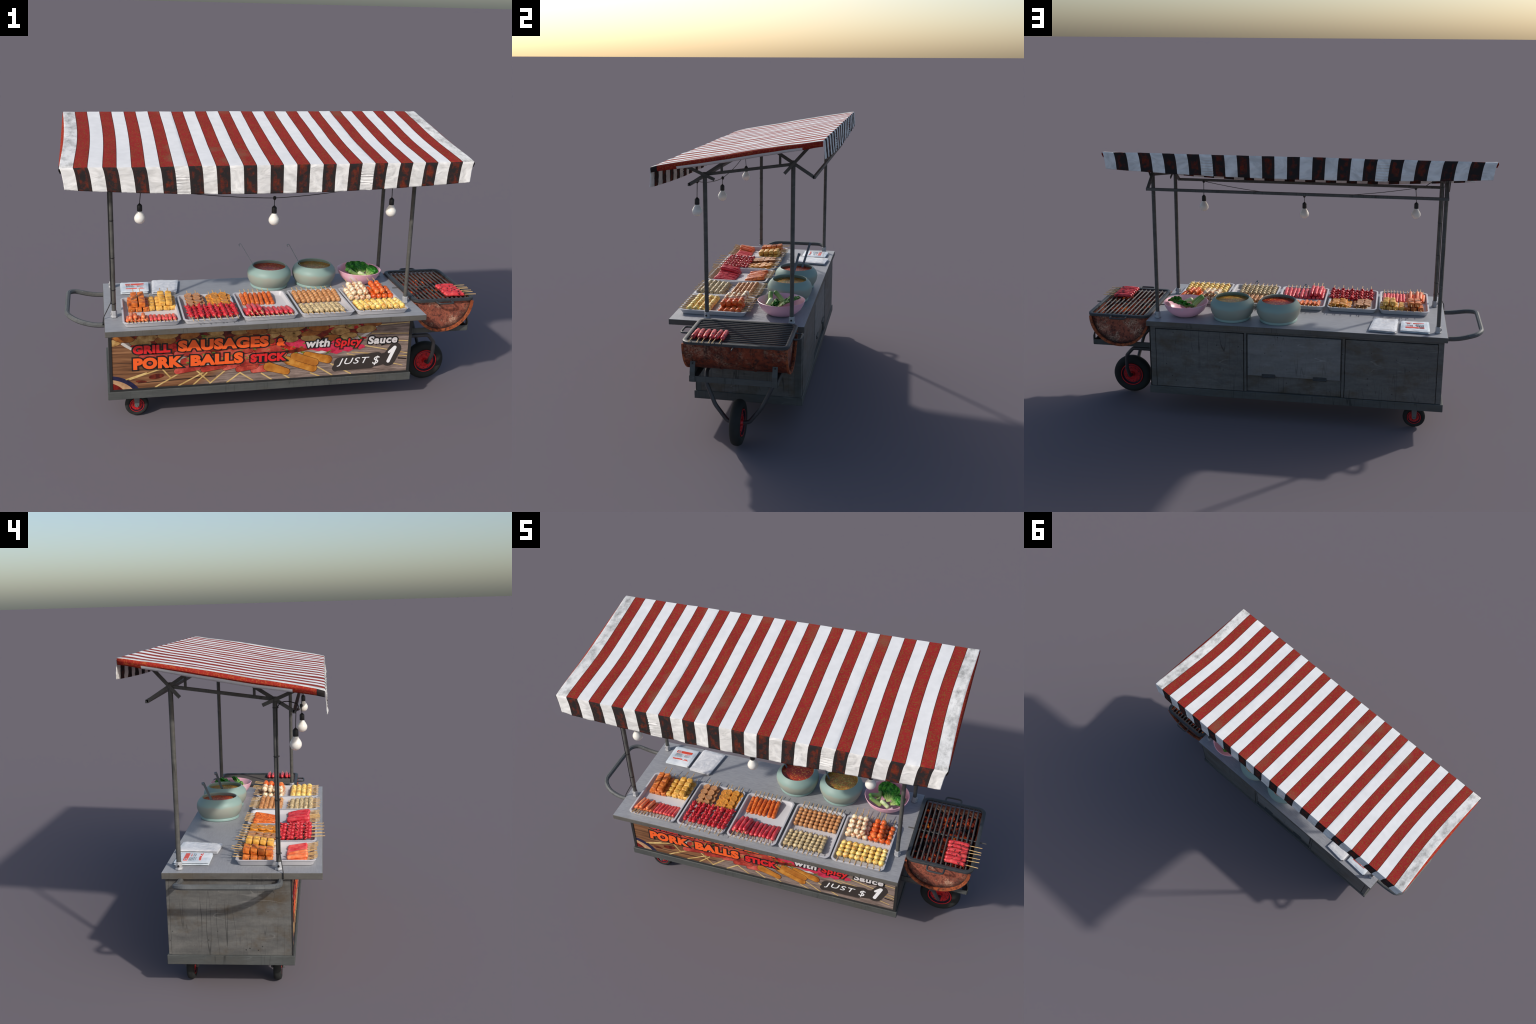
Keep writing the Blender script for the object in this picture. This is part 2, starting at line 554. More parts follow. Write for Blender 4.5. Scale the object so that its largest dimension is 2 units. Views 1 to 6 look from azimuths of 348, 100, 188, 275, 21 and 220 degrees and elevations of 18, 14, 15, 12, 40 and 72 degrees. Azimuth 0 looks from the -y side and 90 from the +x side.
for cy in (-0.160, 0.199):
    wheel("caster_wheel", (-0.685, cy, 0.0555), 0.0555, 0.034, cart, 0.034)
    f = Shape()
    for s in (-1, 1):
        y = cy + s * 0.0235
        f.add([(-0.700, y - 0.002, 0.121), (-0.670, y - 0.002, 0.121), (-0.675, y - 0.002, 0.052), (-0.695, y - 0.002, 0.052),
               (-0.700, y + 0.002, 0.121), (-0.670, y + 0.002, 0.121), (-0.675, y + 0.002, 0.052), (-0.695, y + 0.002, 0.052)],
              [(0, 1, 2, 3), (7, 6, 5, 4), (0, 4, 5, 1), (1, 5, 6, 2), (2, 6, 7, 3), (3, 7, 4, 0)])
    f.box(-0.706, -0.664, cy - 0.0265, cy + 0.0265, 0.116, 0.1215)
    f.tube([(-0.685, cy - 0.029, 0.0555), (-0.685, cy + 0.029, 0.0555)], 0.0055, 8)
    f.make("caster_fork", plain("caster_steel", rgb(104, 106, 106), 0.5, 0.5, 0, 0.2, 40, 0.7), cart, bevel=0.0006)

wheel("front_wheel", (0.8225, 0.0125, 0.1035), 0.1035, 0.050, cart, 0.061)
for s in (-1, 1):
    y = lambda d: 0.0125 + s * d
    leg = fillet([(0.630, y(0.157), 0.314), (0.762, y(0.157), 0.314), (0.800, y(0.148), 0.270), (0.8175, y(0.106), 0.180),
                  (0.8225, y(0.050), 0.108), (0.8225, y(0.012), 0.1035)], 0.012, 3)
    Shape().tube(leg, 0.0095, 10).make("wheel_fork", plain("fork_paint", rgb(66, 64, 66), 0.45, 0.5, 0, 0.2, 40, 0.8), cart, True, 50)

# ---- posts with cast sleeves
PX, PYF, PYB = (-0.777, 0.609), -0.178, 0.217
for x in PX:
    for yy, zt in ((PYF, 1.187), (PYB, 1.248)):
        Shape().tube([(x, yy, 0.509), (x, yy, zt)], 0.0096, 10).make("post", TUBE, cart, True, 50)
        sl = Shape()
        sl.lathe([(0.0002, 0.002), (0.0165, 0.002), (0.0165, 0.006), (0.0138, 0.009), (0.0138, 0.030), (0.0125, 0.033), (0.0098, 0.033)], 6, (x, yy, 0.5075))
        o = -1 if x < 0 else 1
        sl.lathe([(0.0062, 0), (0.0062, o * 0.003), (0.0052, o * 0.0035)], 12, (x + o * 0.0125, yy, 0.526), "x")
        slv = sl.make("post_sleeve", SLEEVE, cart, bevel=0.0006)
        b = Shape().lathe([(0.0002, o * 0.003), (0.0042, o * 0.003), (0.0046, 0)], 6, (x + o * 0.0135, yy, 0.526), "x")
        b.make("bolt", BLACK, slv)

# ---- awning frame: tie bars, braces, crosses and long rails
fr = []
for x in PX:
    o = -1 if x < 0 else 1
    fr.append(((x, -0.172, 1.178), (x, 0.212, 1.232), 0.010, 0.013))       # tie bar
    fr.append(((x, -0.101, 1.189), (x, -0.101, 1.232), 0.008, 0.010))      # uprights
    fr.append(((x, 0.159, 1.228), (x, 0.159, 1.280), 0.008, 0.010))
    fr.append(((x, -0.250, 1.130), (x, -0.094, 1.231), 0.012, 0.013))      # braces
    fr.append(((x, 0.309, 1.178), (x, 0.150, 1.280), 0.012, 0.013))
    xx = x + o * 0.0135
    fr.append(((xx, -0.290, 1.226), (xx, -0.131, 1.157), 0.004, 0.014))    # outer cross straps
    fr.append(((xx, 0.300, 1.326), (xx, 0.180, 1.192), 0.004, 0.014))
for a, b, w, t in fr:
    Shape().bar(a, b, w, t, up=(0, 0, 1) if abs(a[2] - b[2]) < abs(a[1] - b[1]) + 1e-6 else (0, 1, 0)).make("frame_bar", TUBE, cart, bevel=0.0008)
for yy, z in ((-0.250, 1.130), (0.309, 1.178)):
    Shape().bar((PX[0] - 0.006, yy, z), (PX[1] + 0.006, yy, z), 0.012, 0.013).make("frame_rail", TUBE, cart, bevel=0.0008)

# ---- awning cloth
XL, XR = -0.976, 0.800
XC, HALF = (XL + XR) / 2, (XR - XL) / 2
NS = 31
STR = (XR - XL - 2 * 0.0525) / (NS - 2)
edges = [XL] + [XL + 0.0525 + STR * i for i in range(NS - 1)] + [XR]
CUT = (0.0, 0.055, 0.22, 0.5, 0.78, 0.945)
SEAMS = (8, 22)
cols = []                                         # (x, stripe, column in stripe)
for i in range(NS):
    for k, c in enumerate(CUT):
        cols.append((edges[i] + (edges[i + 1] - edges[i]) * c, i, k))
cols.append((XR, NS - 1, len(CUT)))


def pinch_top(x, y):
    d = (x - XC) / HALF
    return -0.016 * (abs(d) ** 2.2) * (1 if d > 0 else -1) * max(0.0, cos(pi * y / 0.74)) ** 1.2


def pinch_val(x, t):
    d = x - XC
    return -0.0165 * min(1, abs(d) / 0.58) * (1 if d > 0 else -1) * (t ** 0.55)


def roof_z(y, x=XC):
    t = (y + 0.367) / 0.734
    d = min(1.0, abs(x - XC) / HALF)
    rise = min(1.0, max(0.0, (t - 0.35) / 0.45))
    return (1.2300 + 0.124 * t - 0.005 * sin(pi * t) + 0.004 * max(0, (t - 0.9) / 0.1)
            + 0.005 * rise * sin(pi * min(1, t)) + 0.010 * d ** 5 * sin(pi * t) ** 0.6)


NT, NV = 26, 22
rows = []
for j in range(NV):
    rows.append(("front", 1 - j / NV))
for j in range(NT + 1):
    rows.append(("top", j / NT))
for j in range(1, NV + 1):
    rows.append(("back", j / NV))


def cloth_point(x, stripe, row):
    kind, t = row
    if kind == "top":
        y = -0.364 + 0.728 * t
        z = roof_z(y, x) + 0.0022 * noise.noise(Vector((x * 7, y * 5, 1.7))) + 0.0008 * noise.noise(Vector((x * 30, y * 16, 5)))
        e = min(1 - abs(y) / 0.364, 1)
        if e < 0.012:
            z -= 0.0012
        if stripe in SEAMS:
            z += 0.0012
        return Vector((x + pinch_top(x, y), y, z))
    s = -1 if kind == "front" else 1
    d = (x + 0.08)
    zb = (1.109 + 0.041 * d * d) if kind == "front" else (1.2565 + 0.029 * d * d)
    zt = roof_z(s * 0.364) - 0.004
    z = zt + (zb - zt) * t
    y = s * (0.3675 + 0.007 * t)
    y += s * t * (0.0045 * noise.noise(Vector((x * 16, z * 14, 3 + s))) + 0.0022 * noise.noise(Vector((x * 44 + z * 30, z * 60, 9 + s))))
    if stripe in SEAMS:
        y += s * 0.0026 * sin(z * 520 + 3 * noise.noise(Vector((x * 60, z * 30, 0)))) * min(1, 3 * t)
    return Vector((x + pinch_val(x, t), y, z))


V, F, I = [], [], []
nr = len(rows)
for x, st, k in cols:
    for rw in rows:
        V.append(cloth_point(x, st, rw))
for c in range(len(cols) - 1):
    st, k = cols[c][1], cols[c][2]
    red = st % 2 == 1
    for j in range(nr - 1):
        kind = rows[j][0] if rows[j][0] != "top" else rows[j + 1][0]
        F.append((c * nr + j, (c + 1) * nr + j, (c + 1) * nr + j + 1, c * nr + j + 1))
        if not red:
            I.append((5 if st in (0, NS - 1) else 0) if kind == "top" else 7)
        elif kind == "top":
            I.append(2 if k in (0, 5) else 1)
        else:
            depth = rows[j][1] if rows[j][0] != "top" else rows[j + 1][1]
            if depth > 0.93:
                I.append(4 if k not in (0, 5) else 3)
            else:
                I.append(4 if k in (2, 3) else 3)
# rolled hems hanging from the two short ends
HEM = 8
for end, c in ((-1, 0), (1, len(cols) - 1)):
    tops = [j for j in range(nr) if rows[j][0] == "top"]
    base = len(V)
    for j in tops:
        p = V[c * nr + j]
        mid = max(0.0, cos(pi * p.y / 0.74))
        depth = 0.024 + 0.012 * mid
        bulge = abs(pinch_top(XL if end < 0 else XR, p.y)) + 0.004
        for q in range(1, HEM + 1):
            k = q / HEM
            out = bulge * sin(min(1, k / 0.62) * pi / 2) - 0.014 * max(0.0, (k - 0.62) / 0.38) * (0.4 + mid)
            V.append(Vector((p.x + end * out, p.y, p.z - depth * (0.25 * k + 0.75 * k ** 2))))
    for a in range(len(tops) - 1):
        y = V[c * nr + tops[a]].y
        mid = max(0.0, cos(pi * y / 0.74))
        for q in range(HEM):
            u = c * nr + tops[a] if q == 0 else base + a * HEM + q - 1
            w = c * nr + tops[a + 1] if q == 0 else base + (a + 1) * HEM + q - 1
            u2, w2 = base + a * HEM + q, base + (a + 1) * HEM + q
            F.append((u, u2, w2, w) if end < 0 else (u, w, w2, u2))
            if q < 1:
                I.append(5)
            elif q >= (HEM - (2 if mid > 0.45 else 0)):
                I.append(0)
            else:
                I.append(3 if abs(y) > 0.337 else 6)
me = raw("awning", V, F, I)
bm = bmesh.new(); bm.from_mesh(me)
bmesh.ops.remove_doubles(bm, verts=bm.verts, dist=1e-6)
bmesh.ops.recalc_face_normals(bm, faces=bm.faces)
bm.to_mesh(me); bm.free()
awning = finish("awning", me, [canvas("white_canvas", rgb(226, 226, 226)),
                               canvas_red("red_canvas", rgb(150, 36, 38), rgb(120, 84, 40), rgb(112, 98, 74), 0.75),
                               canvas_red("red_canvas_edge", rgb(92, 34, 32), rgb(70, 58, 40), rgb(70, 58, 46), 0.3),
                               valance_dark("sooty_canvas_edge", 0.12), valance_dark("sooty_canvas", 0.78),
                               canvas("grimy_white_canvas", rgb(228, 227, 224), dirt=0.8),
                               canvas_red("red_hem", rgb(150, 38, 32), rgb(166, 88, 42), rgb(136, 56, 34), 0.7),
                               creased_canvas()], cart, True, 48)
sol = awning.modifiers.new("cloth", "SOLIDIFY")
sol.thickness, sol.offset = 0.0022, -1

# ---- light string: cord up the post, along the front rail, three bulbs
def cord(path, r=0.0016, name="cord"):
    return Shape().tube(path, r, 6).make(name, BLACK, cart, True, 60)


def hang(a, b, sag, n=14):
    a, b = Vector(a), Vector(b)
    return [a.lerp(b, i / n) - Vector((0, 0, sag * 4 * (i / n) * (1 - i / n))) for i in range(n + 1)]


JL, JM, JR = (-0.650, -0.252, 1.122), (-0.070, -0.256, 1.061), (0.473, -0.250, 1.124)
cord(hang(JL, JM, 0.012)); cord(hang(JM, JR, 0.012))
cord(fillet([(-0.7885, -0.184, 1.140), (-0.786, -0.196, 1.166), (-0.760, -0.226, 1.168), (-0.725, -0.262, 1.152), (-0.690, -0.264, 1.124), JL], 0.015, 4), 0.0019)
# down the near-left post and over the counter edge to the handle
cord(fillet([(-0.7885, -0.184, 1.142), (-0.7885, -0.184, 0.584), (-0.8255, -0.198, 0.514), (-0.8265, -0.198, 0.486), (-0.820, -0.198, 0.484)], 0.008, 3), 0.0021)
for z in (1.146, 0.960, 0.790, 0.640, 0.575):
    Shape().lathe([(0.0105, -0.0016), (0.0122, -0.0010), (0.0122, 0.0010), (0.0105, 0.0016)], 12, (-0.7788, -0.1795, z)).make("cable_tie", BLACK, cart, True, 60)
Shape().tube([(-0.829, -0.172, 0.4835), (-0.829, -0.204, 0.4835)], 0.0026, 6).make("cable_tie", BLACK, cart, True)
for (jx, jy, jz), (bx, by, bz) in ((JL, (-0.657, -0.249, 0.985)), (JM, (-0.071, -0.259, 0.963)), (JR, (0.474, -0.252, 0.985))):
    k = Shape().lathe([(0.0003, 0.009), (0.0065, 0.006), (0.008, 0), (0.0055, -0.007), (0.002, -0.010)], 14, (jx, jy, jz))
    k.make("cord_joint", BLACK, cart, True, 50)
    cord([(jx, jy, jz), (bx, by, bz + 0.060)], 0.0017)
    s = Shape().lathe([(0.0015, 0.066), (0.0042, 0.063), (0.0095, 0.058), (0.0112, 0.055), (0.0112, 0.032), (0.0105, 0.0305), (0.0004, 0.0305)], 20, (bx, by, bz))
    so = s.make("lamp_socket", BLACK, cart, True, 40)
    g = [(0.0094, 0.0320)]
    for i in range(1, 15):
        a = radians(58) + (pi - radians(58)) * i / 14
        g.append((0.0243 * sin(a) if i < 14 else 0.0002, 0.0243 * cos(a) - 0.001))
    g.insert(1, (0.0104, 0.0285))
    g.insert(2, (0.0128, 0.0240)); g.insert(3, (0.0165, 0.0190))
    Shape().lathe(g, 28, (bx, by, bz)).make("bulb", BULB, so, True)

# =========================================================== FRONT BANNER
PY = -0.2270                                       # plane of the print
banner_mat = Mat("printed_wood", 0.45, 0.4)
wx = banner_mat.noise(1.0, 5, 0.65, banner_mat.coord((3.5, 1, 95), (0, 0.03, 0)))
wl = banner_mat.ramp(wx, [(0.3, rgb(62, 40, 27)), (0.5, rgb(122, 82, 54)), (0.68, rgb(156, 112, 78))])
wy = banner_mat.noise(1.0, 5, 0.7, banner_mat.coord((10, 1, 120), (0, 0.22, 0)))
wr = banner_mat.ramp(wy, [(0.3, rgb(72, 61, 56)), (0.5, rgb(128, 110, 101)), (0.7, rgb(166, 146, 136))])
edge = banner_mat.math("ADD", banner_mat.axis(0), banner_mat.math("MULTIPLY", banner_mat.axis(2), -1.6))
banner_mat.set("Base Color", banner_mat.mix(banner_mat.mask(edge, -0.70, -0.60), wl, wr))
board = Shape().box(-0.800, 0.632, PY, BYF + 0.0005, 0.1625, 0.481).make("banner", banner_mat.m, cart)
rim = Shape()
FRAME = plain("frame_black", rgb(38, 38, 38), 0.5)
yf = -0.2304
for x0, x1, z0, z1 in ((BX0 - 0.001, -0.7945, 0.1606, 0.4818), (0.6245, 0.6385, 0.1606, 0.4818), (-0.7945, 0.6245, 0.1606, 0.1695)):
    rim.box(x0, x1, yf, BYF + 0.0002, z0, z1)
rim.make("banner_frame", FRAME, cart, bevel=0.0006)


def printed(layer, outline, bulge=0.0005, nudge=0):
    """a patch of the picture: slightly domed, lying on its own layer"""
    y0 = PY - 0.00012 * layer - 0.000016 * nudge
    n = len(outline)
    cx = sum(p[0] for p in outline) / n
    cz = sum(p[1] for p in outline) / n
    v, f = [], []
    for s, y in ((1.0, PY + 0.0003), (1.0, y0), (0.86, y0 - bulge * 0.10), (0.5, y0 - bulge * 0.20)):
        v += [(cx + (x - cx) * s, y, cz + (z - cz) * s) for x, z in outline]
    for k in range(3):
        for i in range(n):
            j = (i + 1) % n
            f.append((k * n + i, k * n + j, (k + 1) * n + j, (k + 1) * n + i))
    f.append(tuple(range(3 * n, 4 * n)))
    return v, f


def capsule(a, b, ra, rb, n=9):
    (ax, az), (bx, bz) = a, b
    t = math.atan2(bz - az, bx - ax)
    out = [(bx + rb * cos(t - pi / 2 + pi * i / n), bz + rb * sin(t - pi / 2 + pi * i / n)) for i in range(n + 1)]
    out += [(ax + ra * cos(t + pi / 2 + pi * i / n), az + ra * sin(t + pi / 2 + pi * i / n)) for i in range(n + 1)]
    return out


ZLO, ZHI, XLO, XHI = 0.1697, 0.4815, -0.7943, 0.6243


def clip(o):
    """keep a printed patch inside the frame"""
    for ax, lim, sg in ((0, XLO, 1), (0, XHI, -1), (1, ZLO, 1), (1, ZHI, -1)):
        r = []
        for i in range(len(o)):
            p, q = o[i - 1], o[i]
            a, b = (p[ax] - lim) * sg, (q[ax] - lim) * sg
            if a * b < 0:
                t = a / (a - b)
                r.append((p[0] + (q[0] - p[0]) * t, p[1] + (q[1] - p[1]) * t))
            if b >= 0:
                r.append(q)
        o = r
        if len(o) < 3:
            return None
    return o


def ellipse(cx, cz, rx, rz, n=40, tilt=0.0):
    return [(cx + rx * cos(a) * cos(tilt) - rz * sin(a) * sin(tilt), cz + rx * cos(a) * sin(tilt) + rz * sin(a) * cos(tilt))
            for a in (2 * pi * i / n for i in range(n))]


def picture(name, mat, layer, outlines, bulge=0.0005):
    s = Shape()
    for i, o in enumerate(outlines):
        o = clip(o)
        if o:
            s.add(*printed(layer, o, bulge, i % 7))
    ob = s.make(name, mat, board, True, 40, weld=False)
    ob["kind"] = "stuff"
    return ob


def grown(o, k):
    """outline pushed outwards by k"""
    cx = sum(p[0] for p in o) / len(o); cz = sum(p[1] for p in o) / len(o)
    out = []
    for i, p in enumerate(o):
        a, b = o[i - 1], o[(i + 1) % len(o)]
        n = Vector((b[1] - a[1], -(b[0] - a[0])))
        n = n.normalized() if n.length > 1e-9 else Vector((0, 0))
        if n.dot(Vector((p[0] - cx, p[1] - cz))) < 0:
            n = -n
        out.append((p[0] + n.x * k, p[1] + n.y * k))
    return out


def pieces(name, mat, contour, layer, outlines, k=0.0018, bulge=0.0005):
    """overlapping printed pieces, each with its own dark contour"""
    a, b = Shape(), Shape()
    for i, o in enumerate(outlines):
        for s, q, d in ((a, grown(o, k), 0.0), (b, o, 3.0)):
            q = clip(q)
            if q:
                s.add(*printed(layer, q, bulge, d + 5.5 * (i % 8)))
    for s, m in ((a, contour), (b, mat)):
        s.make(name, m, board, True, 40, weld=False)["kind"] = "stuff"


def ink(name, cols, scale=40, rough=0.35):
    m = Mat(name, rough, 0.45)
    n = m.noise(scale, 4, 0.6)
    m.set("Base Color", m.ramp(n, [(0.34 + 0.32 * i / max(1, len(cols) - 1), c) for i, c in enumerate(cols)]))
    return m.m


INK_SHADE = ink("ink_shade", [rgb(64, 26, 16), rgb(96, 42, 22)], 40)
# large white plate of sauce behind everything
picture("printed_plate", ink("ink_plate", [rgb(186, 180, 174), rgb(216, 210, 204)], 12), 1, [ellipse(-0.155, 0.470, 0.640, 0.215, 72)], 0.0002)
picture("printed_plate", ink("ink_plate_shade", [rgb(146, 128, 116), rgb(168, 150, 138)], 12), 2, [ellipse(-0.155, 0.473, 0.626, 0.2055, 72)], 0.0002)
picture("printed_sauce", ink("ink_sauce", [rgb(58, 20, 14), rgb(112, 34, 18), rgb(150, 56, 22)], 28), 3, [ellipse(-0.155, 0.470, 0.592, 0.182, 72)], 0.0002)
picture("printed_sauce", ink("ink_chilli", [rgb(104, 18, 16), rgb(176, 34, 28), rgb(206, 70, 48)], 55), 4,
        [ellipse(-0.20 + 0.33 * R.uniform(-1, 1), 0.345 + 0.035 * R.uniform(-1, 1), R.uniform(0.03, 0.08), R.uniform(0.010, 0.02), 20, R.uniform(-.3, .3)) for _ in range(16)])
# rows of meatballs along the top
row = []
for z, x0, x1, r in ((0.455, -0.78, 0.46, 0.036), (0.424, -0.74, 0.44, 0.042), (0.396, -0.79, 0.45, 0.046), (0.372, -0.33, 0.33, 0.040)):
    x = x0
    while x < x1:
        row.append(ellipse(x + R.uniform(-.01, .01), z + R.uniform(-.006, .006), r * R.uniform(0.9, 1.25), r * R.uniform(0.34, 0.46), 24, R.uniform(-.15, .15)))
        x += r * 2.15 * R.uniform(0.9, 1.3)
for k in range(3):
    pieces("printed_meatball", ink("ink_meatball", ([rgb(120, 84, 44), rgb(176, 134, 78), rgb(198, 164, 108)], [rgb(132, 96, 50), rgb(188, 150, 92)],
                                                     [rgb(120, 66, 30), rgb(178, 112, 50)])[k], 30), INK_SHADE, 4 + 2.2 * k, row[k::3])
picture("printed_sauce", ink("ink_chilli_flake", [rgb(126, 14, 18), rgb(196, 36, 36)], 50), 7,
        [ellipse(R.uniform(-0.7, 0.45), R.uniform(0.355, 0.44), R.uniform(0.006, 0.028), R.uniform(0.004, 0.010), 14, R.uniform(-.5, .5)) for _ in range(46)])
picture("printed_herb", ink("ink_herb", [rgb(62, 84, 24), rgb(120, 138, 52)], 60), 8,
        [ellipse(R.uniform(-0.6, 0.40), R.uniform(0.285, 0.43), R.uniform(0.006, 0.020), R.uniform(0.002, 0.005), 12, R.uniform(-.7, .7)) for _ in range(54)])
# pink slabs, red sausages, brown sausages and their sticks
stick_lines = [((-0.717, 0.217), (-0.572, 0.261)), ((-0.567, 0.258), (-0.532, 0.214)), ((-0.601, 0.170), (-0.488, 0.233)), ((-0.494, 0.169), (-0.374, 0.230)),
               ((-0.412, 0.243), (-0.344, 0.172)), ((-0.348, 0.170), (-0.277, 0.230)), ((-0.267, 0.169), (-0.203, 0.216)), ((-0.203, 0.214), (-0.142, 0.171)),
               ((-0.102, 0.205), (-0.051, 0.169)), ((0.004, 0.191), (0.035, 0.170)), ((0.138, 0.190), (0.183, 0.170)), ((0.171, 0.220), (0.248, 0.170)),
               ((0.238, 0.231), (0.340, 0.172)), ((0.317, 0.278), (0.603, 0.199)), ((0.340, 0.285), (0.623, 0.247)), ((0.436, 0.377), (0.624, 0.367)),
               ((0.427, 0.418), (0.624, 0.424)), ((0.557, 0.334), (0.622, 0.327)), ((0.406, 0.315), (0.623, 0.263)), ((-0.424, 0.170), (-0.361, 0.226)), ((-0.740, 0.215), (-0.64, 0.245))]
picture("printed_stick", ink("ink_stick", [rgb(176, 140, 78), rgb(222, 192, 130)], 20), 4,
        [capsule(a, b, 0.0022 if a[0] > 0.3 else 0.0032, 0.0020 if a[0] > 0.3 else 0.0030, 3) for a, b in stick_lines])
picture("printed_pink_slab", ink("ink_pink", [rgb(164, 26, 52), rgb(206, 54, 86), rgb(190, 40, 60)], 26), 7,
        [[(x + dx, z + dz) for dx, dz in ((-0.085, 0.022), (-0.075, 0.034), (0.080, 0.002), (0.088, -0.010), (0.060, -0.022))]
         for x, z in ((0.085, 0.350), (0.205, 0.302), (0.262, 0.310), (0.318, 0.318), (0.115, 0.322), (0.02, 0.345))])
reds = []
for a, b in (((-0.500, 0.243), (-0.402, 0.262)), ((-0.376, 0.244), (-0.288, 0.262)), ((-0.276, 0.246), (-0.222, 0.262)), ((-0.212, 0.234), (-0.135, 0.250)), ((-0.140, 0.224), (-0.075, 0.232)),
             ((-0.47, 0.290), (-0.36, 0.320)), ((-0.36, 0.290), (-0.24, 0.310)), ((-0.30, 0.318), (-0.16, 0.335)), ((-0.24, 0.285), (-0.12, 0.300)), ((-0.19, 0.262), (-0.08, 0.275)),
             ((-0.66, 0.325), (-0.55, 0.335)), ((-0.12, 0.32), (-0.02, 0.33)), ((-0.50, 0.33), (-0.38, 0.345)), ((-0.10, 0.290), (0.00, 0.300)), ((-0.62, 0.30), (-0.53, 0.315))):
    reds.append(capsule(a, b, 0.014, 0.019, 9))
pieces("printed_sausage", ink("ink_red_sausage", [rgb(150, 44, 36), rgb(190, 72, 62), rgb(208, 104, 90)], 24), INK_SHADE, 9, reds[0::2])
pieces("printed_sausage", ink("ink_red_sausage_dark", [rgb(126, 34, 28), rgb(176, 58, 46), rgb(196, 96, 74)], 24), INK_SHADE, 11, reds[1::2])
browns = [capsule((0.115, 0.285), (0.222, 0.255), 0.017, 0.020), capsule((0.055, 0.283), (0.158, 0.244), 0.018, 0.018),
          capsule((0.028, 0.262), (0.150, 0.214), 0.020, 0.019), capsule((-0.070, 0.238), (0.020, 0.206), 0.022, 0.016), capsule((0.0, 0.275), (0.05, 0.255), 0.016, 0.016)]
for k in range(2):
    pieces("printed_sausage", ink("ink_brown_sausage", [rgb(146, 84, 22), rgb(186, 118, 40), rgb(206, 146, 66)] if k == 0 else [rgb(160, 92, 28), rgb(196, 130, 52)], 18), INK_SHADE, 11 + 2 * k, browns[k::2])
picture("printed_herb", ink("ink_herb_bright", [rgb(74, 92, 28), rgb(136, 150, 66)], 60), 15,
        [ellipse(R.uniform(-0.45, 0.10), R.uniform(0.265, 0.34), R.uniform(0.005, 0.014), R.uniform(0.0015, 0.004), 12, R.uniform(-.7, .7)) for _ in range(40)])
# small bowl in the lower left corner, spilt sauce and a plank gap
picture("printed_bowl", ink("ink_navy", [rgb(26, 24, 50), rgb(44, 42, 74)], 30), 5, [ellipse(-0.835, 0.120, 0.172, 0.122, 48)], 0.0002)
picture("printed_bowl", ink("ink_bowl_cream", [rgb(170, 128, 92), rgb(208, 168, 130)], 20), 6, [ellipse(-0.838, 0.116, 0.152, 0.108, 48)], 0.0002)
picture("printed_sauce", ink("ink_dip", [rgb(84, 14, 12), rgb(132, 30, 20)], 40), 7, [ellipse(-0.842, 0.118, 0.112, 0.092, 48)], 0.0002)
picture("printed_sauce", ink("ink_spill", [rgb(74, 26, 18), rgb(126, 48, 30)], 50), 3, [ellipse(-0.595, 0.224, 0.036, 0.013, 20, 0.1), ellipse(-0.665, 0.203, 0.026, 0.006, 20, -.1)], 0.0002)
picture("printed_plank_gap", plain("ink_gap", rgb(34, 24, 20), 0.5), 2, [capsule((-0.68, 0.196), (-0.32, 0.206), 0.0018, 0.0022, 3), capsule((-0.79, 0.300), (-0.70, 0.298), 0.001, 0.001, 3), capsule((0.58, 0.238), (0.62, 0.232), 0.004, 0.003, 4)], 0.0001)

# price tag blot, then lettering
BLOT = plain("ink_blot", rgb(58, 51, 47), 0.5, 0.5, 0, 0.2, 60, 0.8)
picture("price_blot", BLOT, 14, [capsule((0.262, 0.206), (0.285, 0.244), 0.017, 0.018), capsule((0.282, 0.232), (0.470, 0.246), 0.029, 0.031), capsule((0.262, 0.206), (0.44, 0.212), 0.015, 0.018),
                                 capsule((0.528, 0.236), (0.558, 0.290), 0.036, 0.032), capsule((0.46, 0.232), (0.53, 0.245), 0.030, 0.030)], 0.0)

TXT = {}
INK_BLACK = plain("ink_black", rgb(26, 24, 24), 0.5)
INK_ORANGE = plain("ink_orange", rgb(244, 96, 34), 0.5)
INK_RED = plain("ink_red", rgb(218, 34, 36), 0.5)
INK_WHITE = plain("ink_white", rgb(240, 238, 238), 0.5)
INK_GREY = plain("ink_light_grey", rgb(214, 208, 208), 0.5)


def glyphs(text, weight, shear, space):
    cu = bpy.data.curves.new("lettering", "FONT")
    cu.body, cu.offset, cu.shear, cu.space_character = text, weight, shear, space
    cu.resolution_u = 4
    cu.extrude = 0.05
    o = bpy.data.objects.new("lettering", cu)
    COL.objects.link(o)
    dg = bpy.context.evaluated_depsgraph_get()
    me = bpy.data.meshes.new_from_object(o.evaluated_get(dg))
    bpy.data.objects.remove(o)
    return me


